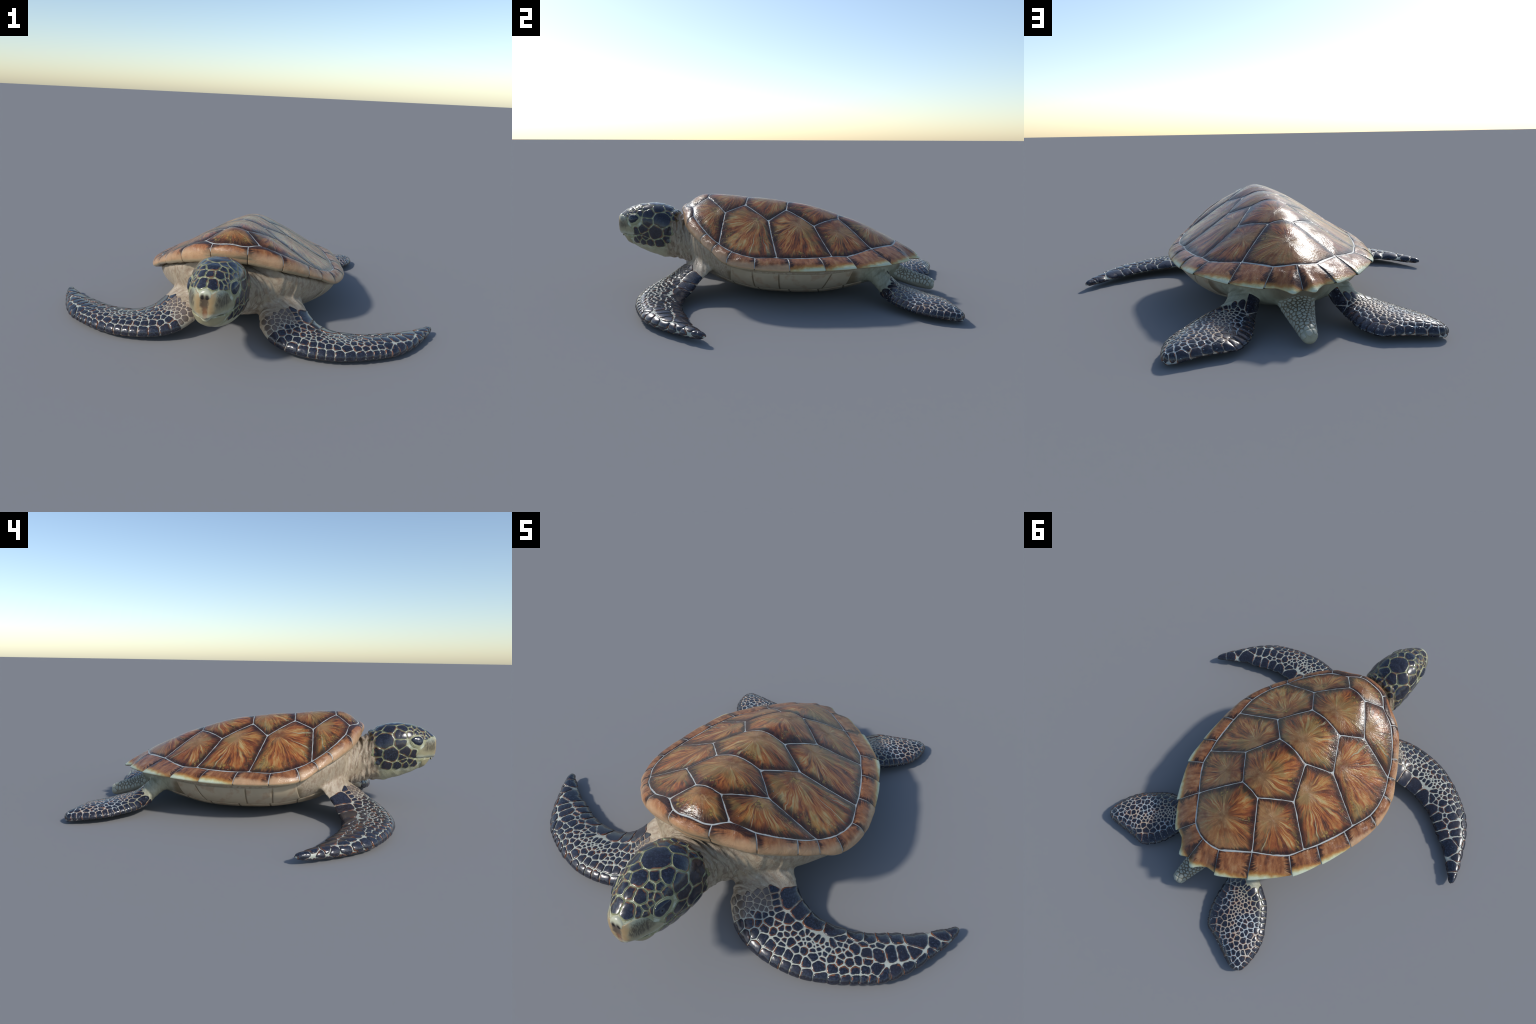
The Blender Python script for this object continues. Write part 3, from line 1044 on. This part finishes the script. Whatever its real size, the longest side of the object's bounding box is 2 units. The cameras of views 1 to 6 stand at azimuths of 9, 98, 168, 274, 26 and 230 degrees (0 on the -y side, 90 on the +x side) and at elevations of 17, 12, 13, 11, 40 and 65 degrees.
def outlines(smap, radius, live, gap, K=36, reach=0.085, M=44, soft=0.0011, irregular=0.10):
    """Grow every site outwards until it meets its neighbours: outline radius per direction."""
    th = np.linspace(0, 2 * np.pi, K, endpoint=False)
    P = smap.P
    w = 0.85 * np.asarray(radius) ** 2
    res = {}
    for i in np.nonzero(live)[0]:
        R = min(reach, radius[i] * 3.2)
        r = np.linspace(0, R, M)
        a, b = np.cos(th)[:, None] * r, np.sin(th)[:, None] * r
        X, ok = smap.at(i, a, b)
        dist = np.linalg.norm(P - P[i], axis=1)
        nb = np.nonzero((dist < 2.2 * R + .02) & (dist > 1e-6))[0]
        di = ((X - P[i]) ** 2).sum(-1) - w[i]
        F = []
        for j in nb:
            F.append((((X - P[j]) ** 2).sum(-1) - w[j] - di) / (2 * dist[j]))
        F = np.array(F) if F else np.full((1,) + di.shape, 1.0)
        m = F.min(0)
        F = m - soft * np.log(np.exp(-np.clip((F - m) / soft, 0, 50)).sum(0))
        F = np.where(ok, F, -1) - gap[i] / 2
        rr = np.full(K, R)
        for k in range(K):
            bad = np.nonzero(F[k] < 0)[0]
            if len(bad):
                j = bad[0]
                if j == 0:
                    rr[k] = 0
                else:
                    f0, f1 = F[k, j - 1], F[k, j]
                    rr[k] = r[j - 1] + (r[j] - r[j - 1]) * (f0 / (f0 - f1) if f1 > -.5 else 0.0)
        rr = 0.25 * np.roll(rr, 1) + 0.5 * rr + 0.25 * np.roll(rr, -1)
        q = P[i] * 57.0
        rr = rr * (1 + irregular * np.array([noise.noise(Vector((q[0] + 1.7 * math.cos(t), q[1] + 1.7 * math.sin(t), q[2]))) for t in th]))
        if rr.mean() > 0.0022 and rr.min() > 0.0004:
            res[i] = rr
    return th, res


def scale_shell(smap, i, th, rr, H, rim=0.0022, band=0.0022, base=0.0012):
    """Domed plate: verts, faces and a material slot for each face (0 core, 1 stained band, 2 pale margin)."""
    K = len(th)
    small = rr.mean()
    rim, band = min(rim, small * .22), min(band, small * .20)
    rings = []
    for e, h in ((0, -base), (.0004, .40 * H), (.0012, .75 * H), (rim, .92 * H), (rim + band, H)):
        rings.append((np.maximum(rr - e, rr * .55), h))
    last = rings[-1][0]
    rings += [(last * .66, 1.10 * H), (last * .3, 1.16 * H)]
    R = np.concatenate([r for r, _ in rings] + [np.zeros(1)])
    T = np.concatenate([np.tile(th, len(rings)), [0]])
    hh = np.concatenate([np.full(K, h) for _, h in rings] + [[1.18 * H]])
    P, N = smap.surface(i, R * np.cos(T), R * np.sin(T))
    V = P + N * hh[:, None]
    faces = ring_faces(len(rings), K)
    slots = np.repeat([2, 2, 2, 1, 0, 0, 0], K)
    return V, faces, slots


def put_scale(name, V, faces, slots, origin, parent, mats):
    me = new_mesh(name, V - origin, faces)
    bm = bmesh.new()
    bm.from_mesh(me)
    bmesh.ops.recalc_face_normals(bm, faces=bm.faces)
    bm.to_mesh(me)
    bm.free()
    ob = add(name, me, parent, mats)
    me.polygons.foreach_set("material_index", slots)
    ob.location = origin
    return ob


def mirrored(ob, parent):
    o = ob.copy()
    bpy.context.scene.collection.objects.link(o)
    o.location.x *= -1
    o.scale.x = -1
    o.parent = parent
    return o


def grow_scales(name, smap, radius, live, gap, H, parents, mats, singles, mirror_all=True, rims=(.0022, .0022), **kw):
    th, res = outlines(smap, radius, live, gap, **kw)
    order = sorted(res, key=lambda i: -res[i].mean())
    bulk = ([], [], [])
    for rank, i in enumerate(order):
        h = H[i] * min(1.0, 0.45 + res[i].mean() / .03)
        V, F, S = scale_shell(smap, i, th, res[i], h, *rims)
        if rank < singles:
            ob = put_scale(name, V, F, S, smap.P[i], parents[0], mats)
            if len(parents) > 1 and abs(smap.P[i][0]) > 1e-3:
                mirrored(ob, parents[1])
        else:
            n = sum(len(v) for v in bulk[0])
            bulk[0].append(V)
            bulk[1].extend([tuple(q + n for q in f) for f in F])
            bulk[2].append(S)
    if bulk[0]:
        ob = put_scale("small_" + name, np.vstack(bulk[0]), bulk[1], np.concatenate(bulk[2]), V3(0, 0, 0), parents[0], mats)
        ob["kind"] = "stuff"
        if len(parents) > 1:
            o = mirrored(ob, parents[1])
            o["kind"] = "stuff"


def horn(name, kind):
    """Scale horn: slate blue cores, rusty bands, olive margins."""
    N = Nodes(name)
    P = N.obj()
    rnd = N.random()
    P = N.v("ADD", P, N.comb(N.m("MULTIPLY", rnd, 11.0), rnd, 0.0))
    n1, n2 = N.noise(P, 120.0, 4.0, 0.65), N.noise(P, 34.0, 3.0)
    core = N.mix(N.step(n1, .45, .72), (0.011, 0.013, 0.022), (0.036, 0.046, 0.074))
    core = N.mix(N.m("MULTIPLY", rnd, .45), core, (0.030, 0.024, 0.030))
    rust = N.mix(n2, (0.10, 0.030, 0.012), (0.24, 0.085, 0.028))
    olive = N.mix(n1, (0.13, 0.135, 0.060), (0.27, 0.28, 0.15))
    hot = N.step(N.noise(N.v("ADD", P, N.comb(N.m("MULTIPLY", rnd, 9.0), N.m("MULTIPLY", rnd, 5.0), 0.0)), 34.0, 3.0), .48, .62)
    if kind == "core":
        c = core
    elif kind == "band":
        c = N.mix(hot, core, rust)
    elif kind == "head_margin":
        c = N.mix(N.m("MULTIPLY", hot, .35), olive, rust)
    elif kind == "flipper_margin":
        c = N.mix(N.m("MULTIPLY", hot, .8), N.mix(.15, core, (0.2, 0.16, 0.12)), rust)
    elif kind == "young":
        c = N.mix(n2, (0.060, 0.048, 0.043), (0.19, 0.145, 0.115))
    elif kind == "hind_core":
        dash = N.noise(N.v("ADD", N.v("MULTIPLY", P, (1.0, 2.2, 1.0)), N.comb(N.m("MULTIPLY", rnd, 7.0), N.m("MULTIPLY", rnd, 3.0), rnd)), 85.0, 1.0, 0.4)
        c = N.mix(N.m("MULTIPLY", N.step(dash, .70, .73), .75), core, (0.40, 0.44, 0.44))
    elif kind == "tail_bump":
        c = N.mix(n2, (0.28, 0.27, 0.20), (0.46, 0.47, 0.40))
    N.bump(N.m("ADD", n1, n2), 0.18, 0.0015)
    return N.finish(c, 0.24 if kind != "tail_bump" else 0.42, 0.5, 0.3 if kind != "tail_bump" else 0.0, 0.16)


horn_core, horn_band = horn("scale_horn", "core"), horn("scale_stained_band", "band")
head_margin, flip_margin = horn("head_scale_margin", "head_margin"), horn("flipper_scale_margin", "flipper_margin")
young, hind_core, tail_bump = horn("young_scale", "young"), horn("hind_scale_horn", "hind_core"), horn("tail_bump", "tail_bump")

# ---- head
HEAD_SCALES = [  # x, y, z, size
    (0, -.731, .470, .050), (0, -.822, .461, .029), (0, -.870, .448, .017),
    (.022, -.917, .421, .024), (.037, -.864, .443, .022), (.050, -.901, .413, .013), (.060, -.879, .418, .006),
    (.064, -.891, .403, .006), (.058, -.847, .438, .009), (.043, -.829, .453, .013), (.042, -.793, .460, .016),
    (.067, -.806, .445, .011), (.076, -.836, .426, .014), (.087, -.803, .425, .016), (.068, -.861, .421, .007),
    (.077, -.863, .406, .009), (.069, -.765, .451, .025), (.100, -.747, .420, .030), (.114, -.750, .375, .027),
    (.111, -.658, .388, .050), (.122, -.696, .316, .042), (.111, -.778, .333, .026), (.099, -.825, .315, .016),
    (.110, -.763, .299, .015), (.117, -.624, .324, .028), (.116, -.631, .276, .020), (.111, -.677, .253, .026),
    (.100, -.744, .250, .017), (.092, -.786, .255, .017), (.079, -.831, .257, .017), (.106, -.768, .283, .009),
    (.093, -.808, .271, .010), (.033, -.642, .443, .028), (.016, -.606, .424, .015), (.050, -.603, .414, .016),
    (.077, -.631, .416, .018), (.074, -.593, .390, .017), (.073, -.689, .446, .030)]
BARE = [  # skin without scales keeps its own room
    (.094, -.835, .388, .034), (.105, -.808, .372, .012), (.107, -.579, .330, .012), (.092, -.588, .367, .010), (.114, -.595, .275, .012), (.104, -.621, .231, .014),
    (.095, -.668, .213, .014), (.083, -.726, .210, .016), (.077, -.768, .218, .016), (.065, -.817, .226, .016), (.049, -.856, .233, .016),
    (.073, -.875, .281, .022), (.088, -.860, .317, .020), (.084, -.878, .351, .014), (.073, -.893, .376, .006), (.028, -.952, .378, .012),
    (.045, -.930, .384, .008), (.066, -.903, .380, .004), (0, -.950, .394, .012), (0, -.586, .411, .012), (.052, -.578, .394, .010), (.077, -.568, .371, .010)]
allp = np.array(HEAD_SCALES + BARE)
n_sc = len(HEAD_SCALES)
full = np.vstack([allp, (allp * [-1, 1, 1, 1])[allp[:, 0] > 1e-6]])
smap = HeadMap(full[:, :3])
live = np.zeros(len(full), bool)
live[:n_sc] = True
head = parts["head"]
grow_scales("head_scale", smap, full[:, 3], live, np.full(len(full), .0010), np.full(len(full), .0024), [head, head],
            [horn_core, horn_band, head_margin], 100, rims=(.0036, .0034), reach=.075, K=36, M=26)


def head_patch(name, centre, rim_pts, height, mats, parent=head, K=48, rings=14, slot=None):
    """Plate of the face with a free outline given by points lying near the head."""
    hm = HeadMap([centre])
    q = hm.flat(0, rim_pts)
    ang = np.arctan2(q[:, 1], q[:, 0])
    o = np.argsort(ang)
    ang, rad = ang[o], np.linalg.norm(q, axis=1)[o]
    th = np.linspace(-np.pi, np.pi, K, endpoint=False)
    rr = np.interp(th, np.concatenate([ang - 2 * np.pi, ang, ang + 2 * np.pi]), np.tile(rad, 3))
    for _ in range(max(1, K // 40)):
        rr = .25 * np.roll(rr, 1) + .5 * rr + .25 * np.roll(rr, -1)
    lam = 1 - np.linspace(0, 1, rings + 1)[:-1] ** 1.4
    R = np.concatenate([rr * l for l in lam] + [np.zeros(1)])
    T = np.concatenate([np.tile(th, len(lam)), [0]])
    L = np.concatenate([np.full(K, l) for l in lam] + [[0]])
    P, N = hm.surface(0, R * np.cos(T), R * np.sin(T))
    edge = np.concatenate([rr * (1 - l) for l in lam] + [[rr.mean()]])
    V = P + N * height(L, edge, P)[:, None]
    faces = ring_faces(len(lam), K)
    slots = np.zeros(len(faces), int) if slot is None else slot(np.array([L[f[0]] for f in faces]))
    return put_scale(name, V, faces, slots, hm.P[0], parent, mats)


def lid_material():
    N = Nodes("eyelid_skin")
    n = N.noise(N.obj(), 160.0, 3.0)
    return N.finish(N.mix(n, (0.22, 0.215, 0.105), (0.39, 0.385, 0.24)), 0.4)


def eye_material(pupil):
    N = Nodes("eye_lens")
    d = N.v("DISTANCE", N.obj(), pupil)
    n = N.noise(N.obj(), 260.0, 3.0)
    c = N.mix(n, (0.010, 0.013, 0.026), (0.030, 0.038, 0.060))
    c = N.mix(N.step(d, .0115, .0095), c, N.mix(n, (0.035, 0.042, 0.055), (0.085, 0.095, 0.11)))
    c = N.mix(N.step(d, .0055, .0042), c, (0.003, 0.003, 0.004))
    return N.finish(c, 0.13, 0.4)


ORBIT = [(.103, -.786, .399), (.094, -.791, .417), (.082, -.821, .425), (.071, -.854, .421), (.071, -.877, .405), (.075, -.884, .386),
         (.086, -.871, .360), (.096, -.843, .339), (.104, -.814, .347), (.108, -.793, .369)]
ALMOND = [(.101, -.803, .394), (.094, -.817, .405), (.087, -.835, .409), (.081, -.853, .408), (.081, -.866, .396), (.084, -.869, .382),
          (.091, -.856, .365), (.097, -.835, .369), (.101, -.818, .380)]
lid_mat = lid_material()
lid = head_patch("eyelid", (.092, -.838, .386), ORBIT, lambda L, e, P: -.0022 + .0062 * smoothstep(1, .55, L)
                 + .0013 * np.sin(L * 46) * smoothstep(1, .9, L) * smoothstep(.5, .6, L), [lid_mat], rings=26)
mirrored(lid, head)
centre = V3(.091, -.839, .386)
eye = head_patch("eye", centre, ALMOND, lambda L, e, P: .0045 + .0065 * np.sqrt(np.maximum(1 - L**2, 0)), [], rings=14)
pup = (V3(.098, -.849, .390) - np.array(eye.location))
eye.data.materials.append(eye_material(tuple(pup)))
mirrored(eye, head)


def beak_material():
    N = Nodes("beak_horn")
    x, y, z = N.sep(N.obj())
    ax = N.m("ABSOLUTE", x)
    n = N.noise(N.obj(), 60.0, 3.0)
    soft = N.m("MULTIPLY", N.m("SUBTRACT", N.noise(N.obj(), 38.0, 3.0), 0.5), 0.034)
    streak = N.noise(N.comb(N.m("MULTIPLY", ax, 9.0), N.m("MULTIPLY", y, 9.0), N.m("MULTIPLY", z, 1.2)), 30.0, 4.0, 0.65)
    u = N.m("ADD", ax, soft)
    c = N.mix(n, (0.26, 0.23, 0.13), (0.38, 0.34, 0.21))
    c = N.mix(N.step(z, .030, .052), c, (0.34, 0.36, 0.26))
    c = N.mix(N.m("MULTIPLY", N.m("MULTIPLY", N.step(u, .004, .026), N.step(u, .056, .024)), .75), c, (0.33, 0.20, 0.085))      # ochre band
    stain = N.m("MULTIPLY", N.step(N.m("ABSOLUTE", N.m("SUBTRACT", u, .064)), .028, .010), N.step(N.m("ABSOLUTE", N.m("SUBTRACT", z, .022)), .046, .016))
    c = N.mix(N.m("MULTIPLY", stain, N.step(streak, .32, .60, .25, .92)), c, (0.050, 0.037, 0.026))
    keel = N.step(N.m("ADD", u, N.m("MULTIPLY", N.m("ADD", z, .060), -.12)), .013, .002)
    keel = N.m("MULTIPLY", keel, N.step(z, -.062, -.040))
    c = N.mix(N.m("MULTIPLY", keel, .9), c, N.mix(N.step(N.m("ADD", z, N.m("MULTIPLY", streak, .03)), -.02, .03), (0.22, 0.085, 0.030), (0.060, 0.036, 0.022)))
    low = N.step(N.m("ADD", z, N.m("MULTIPLY", soft, .6)), -.022, -.046)
    c = N.mix(N.m("MULTIPLY", low, N.step(ax, .004, .030, .35, .9)), c, (0.46, 0.48, 0.37))
    N.bump(streak, 0.25, 0.001)
    return N.finish(c, 0.34, 0.5, 0.15, 0.2)


BEAK = [(0, -.949, .402), (.028, -.949, .388), (.044, -.923, .400), (.063, -.900, .396), (.074, -.889, .384), (.084, -.878, .353), (.094, -.843, .315),
        (.090, -.838, .293), (.076, -.874, .290), (.062, -.909, .299), (.031, -.938, .291), (.012, -.946, .281), (0, -.948, .277)]
both = BEAK + [(-x, y, z) for x, y, z in BEAK if x > 0]
beak = head_patch("beak", (0, -.955, .340), both, lambda L, e, P: -.0015 + .0042 * (1 - np.exp(-e / .0016))
                  + .005 * smoothstep(.300, .282, P[:, 2]) * smoothstep(.05, .01, np.abs(P[:, 0])), [], K=120, rings=22)
for v in beak.data.vertices:      # the hooked tip hangs over the lower jaw
    w = smoothstep(.034, .006, abs(v.co.x)) * smoothstep(-.030, -.060, v.co.z)
    v.co.z -= .007 * w
    v.co.y -= .003 * w
beak.data.materials.append(beak_material())


def cream_material():
    N = Nodes("nasal_cream")
    x, y, z = N.sep(N.obj())
    d = N.v("DISTANCE", N.v("MULTIPLY", N.comb(N.m("ABSOLUTE", x), y, z), (1.0, 0.0, 0.6)), (0.009, 0.0, -0.006))
    c = N.mix(N.step(z, -.022, .006), (0.28, 0.19, 0.10), (0.42, 0.42, 0.30))
    c = N.mix(N.step(d, .015, .006), c, (0.060, 0.045, 0.030))
    return N.finish(c, 0.30, 0.5, 0.3, 0.15)


NASAL = [(0, -.938, .410), (.014, -.941, .406), (.022, -.945, .399), (.029, -.949, .387), (.027, -.954, .369), (.016, -.955, .358), (0, -.955, .354)]
nasal = head_patch("nasal_scale", (0, -.951, .384), NASAL + [(-x, y, z) for x, y, z in NASAL if x > 0],
                   lambda L, e, P: -.0010 + .0056 * (1 - np.exp(-e / .007)) * smoothstep(.350, .382, P[:, 2]), [cream_material()], K=48)


def pit_material():
    N = Nodes("nostril_dark")
    return N.finish((0.012, 0.008, 0.006), 0.6)


nostril = head_patch("nostril", (.0105, -.955, .380), [(.0090, -.955, .388), (.0130, -.955, .381), (.0125, -.955, .371), (.0095, -.955, .369), (.0065, -.955, .380)],
                     lambda L, e, P: -.0010 + .0056 * (1 - np.exp(-.016 / .007)) * smoothstep(.350, .382, P[:, 2]) + .0007 + .0003 * (1 - L), [pit_material()], K=20, rings=4)
mirrored(nostril, head)


def jaw_material():
    N = Nodes("lower_jaw_horn")
    n = N.noise(N.obj(), 50.0, 4.0)
    return N.finish(N.mix(n, (0.28, 0.24, 0.13), (0.38, 0.34, 0.20)), 0.4)


JAW = [(0, -.934, .279), (.030, -.925, .284), (.058, -.902, .288), (.074, -.872, .279), (.066, -.878, .262), (.053, -.873, .246), (.034, -.874, .231), (0, -.878, .224)]
jaw = head_patch("lower_jaw", (0, -.915, .252), JAW + [(-x, y, z) for x, y, z in JAW if x > 0],
                 lambda L, e, P: -.0012 + .0028 * (1 - np.exp(-e / .0016)), [jaw_material()], K=72, rings=12)

# ---- front flippers
lo = lofts["front"]
qt = lambda q: math.acos(1 - 2 * q)
sites = []  # s, t, size, height, gap


def row(seams, q, size, height, gap, lean=0.0, under=False):
    for a, b in zip(seams[:-1], seams[1:]):
        t = qt(q)
        sites.append(((a + b) / 2 + lean, -t if under else t, size if size else 0, height, gap))


for i, (a, b) in enumerate(zip(TRAIL_SEAMS[:9], TRAIL_SEAMS[1:10])):
    q = (.82, .83, .84, .87, .86, .82, .82, .84, .78)[i]
    L = (.046, .042, .038, .032, .034, .032, .030, .022, .045)[i]
    sites.append(((a + b) / 2 - (.010 if i < 3 else 0), qt(q), L, .0036 if i < 3 else .0044, .0050 if i < 3 else .0062))
    sites.append(((a + b) / 2, -qt(.66), L * .55, .003, .003))
for i, (a, b) in enumerate(zip(LEAD_SEAMS[:-1], LEAD_SEAMS[1:])):
    sites.append(((a + b) / 2, .42, .022, .0042, .0032))
    sites.append(((a + b) / 2, -.75, .020, .003, .003))
# second row behind the leading edge, and the middle row of the blade
for x in (.30, .345, .385, .425, .462, .500, .549, .600, .640, .678, .712, .748):
    sites.append((float(s_lead(x)) + .004, qt(.17), .019 if x != .549 else .024, .0034, .0040))
for x, q in ((.655, .56), (.705, .50), (.745, .50), (.785, .50), (.823, .48), (.858, .45)):
    sites.append((s_mid(x), qt(q), .026, .0034, .0056))
# two caps at the tip
sites += [(.885, qt(.30), .022, .0034, .004), (.915, qt(.62), .034, .0040, .004), (.965, qt(.5), .034, .0034, .004), (.90, -qt(.5), .030, .003, .003), (.955, -qt(.5), .028, .003, .003)]
for s0 in np.linspace(.26, .84, 13):
    sites.append((float(s0), -qt(.40), .024, .003, .003))
# bare skin of the shoulder keeps its own room
bare = [(float(s_trail(.352)), qt(.86)), (float(s_trail(.352)) - .01, qt(.66)), (.095, qt(.45)), (.100, qt(.30)), (.105, qt(.15)), (.10, .2), (.11, -.5)]
sites += [(a, b, .020, 0, 0) for a, b in bare]
P0 = [lo.fn(np.array([k[0]]), np.array([k[1]]))[0] for k in sites]
r0 = [k[2] for k in sites]
# pebbled middle of the arm: darts with a size that shrinks towards the elbow
for _ in range(14000):
    s0, q = rng.uniform(.125, .64), rng.uniform(.04, .80)
    if s0 < .47 and q > .60 - .55 * max(0, s0 - .36):
        continue
    hub = math.exp(-(((s0 - .43) / .12) ** 2 + ((q - .50) / .18) ** 2))
    r = .0190 - .0100 * hub + .004 * (abs(q - .45) > .25) - .0085 * smoothstep(.26, .20, s0)
    r *= rng.uniform(.80, 1.28)
    if rng.random() < .15 * hub:
        r *= .55
    p = lo.fn(np.array([s0]), np.array([qt(q)]))[0]
    d = np.linalg.norm(np.array(P0) - p, axis=1)
    if np.all(d > .82 * (np.array(r0) + r)):
        P0.append(p)
        r0.append(r)
        sites.append((s0, qt(q), r, .0030, .0040 + .0012 * hub))
A = np.array(sites)
smap = LoftMap(lo, A[:, :2])
liveA = np.ones(len(A), bool)
mature = A[:, 0] + rng.uniform(-.018, .018, len(A)) > .210 - .085 * (A[:, 1] > qt(.55))
fr, fl_ = parts["front_flipper"], parts["front_flipper#r"]
grow_scales("flipper_scale", smap, A[:, 2], mature & (A[:, 3] > 0), A[:, 4], A[:, 3], [fr, fl_], [horn_core, horn_band, flip_margin], 75, rims=(.0018, .0030))
grow_scales("young_flipper_scale", smap, A[:, 2], ~mature & (A[:, 3] > 0), A[:, 4] * .8, A[:, 3] * .7, [fr, fl_], [young, young, young], 0, rims=(.0016, .0020), reach=.018)

# ---- hind flippers
lo = lofts["hind"]
sites, P0, r0 = [], [], []


def seed_site(s0, t0, r, h, g):
    sites.append((s0, t0, r, h, g))
    P0.append(lo.fn(np.array([s0]), np.array([t0]))[0])
    r0.append(r)


for s0 in np.linspace(.36, .965, 14):
    seed_site(float(s0), .42, .019, .0032, .0026)
    seed_site(float(s0), -.7, .017, .003, .0026)
for s0 in (HIND_TRAIL[:-1] + HIND_TRAIL[1:]) / 2:
    seed_site(float(s0), qt(.88), .023, .0036, .0028)
    seed_site(float(s0), -qt(.85), .020, .0026, .0028)
for s0 in np.linspace(.40, .92, 9):
    seed_site(float(s0), -qt(.4), .030, .0026, .0028)
for _ in range(7000):
    s0, q = rng.uniform(.285, .99), rng.uniform(.03, .97)
    if s0 < .40 - .16 * q:
        continue
    hub = math.exp(-(((q - .52) / .17) ** 2)) * smoothstep(.95, .55, s0)
    r = (.0140 - .0060 * hub + .004 * (q > .75)) * rng.uniform(.75, 1.35)
    p = lo.fn(np.array([s0]), np.array([qt(q)]))[0]
    d = np.linalg.norm(np.array(P0) - p, axis=1)
    if np.all(d > .84 * (np.array(r0) + r)):
        seed_site(s0, qt(q), r, .0020, .0036)
A = np.array(sites)
smap = LoftMap(lo, A[:, :2])
grow_scales("flipper_scale", smap, A[:, 2], np.ones(len(A), bool), A[:, 4], A[:, 3], [parts["hind_flipper"], parts["hind_flipper#r"]],
            [hind_core, horn_band, flip_margin], 70, rims=(.0014, .0018))

# ---- tail: rows of soft bumps on its upper side
lo = lofts["tail"]
sites, P0, r0 = [], [], []
for _ in range(5000):
    s0, t0 = rng.uniform(.20, .88), rng.uniform(-1.45, 1.45)
    r = (.0085 + .005 * smoothstep(.55, .85, s0)) * rng.uniform(.75, 1.30)
    p = lo.fn(np.array([s0]), np.array([t0]))[0]
    if not P0 or np.all(np.linalg.norm(np.array(P0) - p, axis=1) > .86 * (np.array(r0) + r)):
        seed_site(s0, t0, r, .0046 - .0022 * abs(t0) / 1.45, .0046)
A = np.array(sites)
smap = LoftMap(lo, A[:, :2])
grow_scales("tail_scale", smap, A[:, 2], np.ones(len(A), bool), A[:, 4], A[:, 3], [parts["tail"]], [tail_bump] * 3, 60, reach=.017)


# ---- plastron: big flat plates of the belly and of the bridges beside it
def plastron_material():
    N = Nodes("plastron_horn")
    P = N.obj()
    n, m = N.noise(P, 14.0, 4.0, 0.6), N.noise(N.v("MULTIPLY", P, (1, 1, 2.5)), 60.0, 3.0)
    c = N.mix(n, (0.38, 0.30, 0.20), (0.50, 0.42, 0.30))
    c = N.mix(N.m("MULTIPLY", N.step(n, .54, .66), .45), c, (0.30, 0.16, 0.085))
    N.bump(m, 0.15, 0.001)
    return N.finish(c, 0.42)


plast = plastron_material()
lo = lofts["torso"]
ys = lo.fn(np.linspace(0, 1, 400), np.full(400, np.pi))[:, 1]
s_of_y = lambda y: np.interp(y, ys, np.linspace(0, 1, 400))


def plastron_plate(y00, y10, y01, y11, t0, t1):
    """Corners: y at the upper and at the lower seam of the plate."""
    nu_, nv = 22, 14
    u, v = np.linspace(0, 1, nu_), np.linspace(0, 1, nv)
    u, v = u * u * (3 - 2 * u), v * v * (3 - 2 * v)
    U, W = np.meshgrid(u, v, indexing="ij")
    U, W = U.ravel(), W.ravel()
    y = (y00 * (1 - W) + y01 * W) * (1 - U) + (y10 * (1 - W) + y11 * W) * U
    s0, t = s_of_y(y), t0 + (t1 - t0) * W
    P, N = snap(lo.fn(s0, t), None)
    L1, L2 = abs(y10 - y00), .42 * (t1 - t0)
    d = np.minimum(np.minimum(U, 1 - U) * L1, np.minimum(W, 1 - W) * L2)
    h = .0022 * (1 - np.exp(-d / .0015)) - .0010 * (d < 1e-6)
    V = P + N * h[:, None]
    faces = [(i * nv + j, i * nv + j + 1, (i + 1) * nv + j + 1, (i + 1) * nv + j) for i in range(nu_ - 1) for j in range(nv - 1)]
    o = V.mean(0)
    ob = put_scale("plastron_scute", V, faces, np.zeros(len(faces), int), o, parts["torso"], [plast])
    mirrored(ob, parts["torso"])


g = .003
bridge = [(-.190, -.215), (-.074, -.074), (.060, .055), (.322, .270), (.430, .395)]
for (a, a2), (b, b2) in zip(bridge[:-1], bridge[1:]):
    plastron_plate(a + g, b - g, a2 + g, b2 - g, 1.60, 2.20)
belly = [-.33, -.20, -.06, .10, .25, .38, .48]
for a, b in zip(belly[:-1], belly[1:]):
    plastron_plate(a + g, b - g, a + g, b - g, 2.215, 3.135)
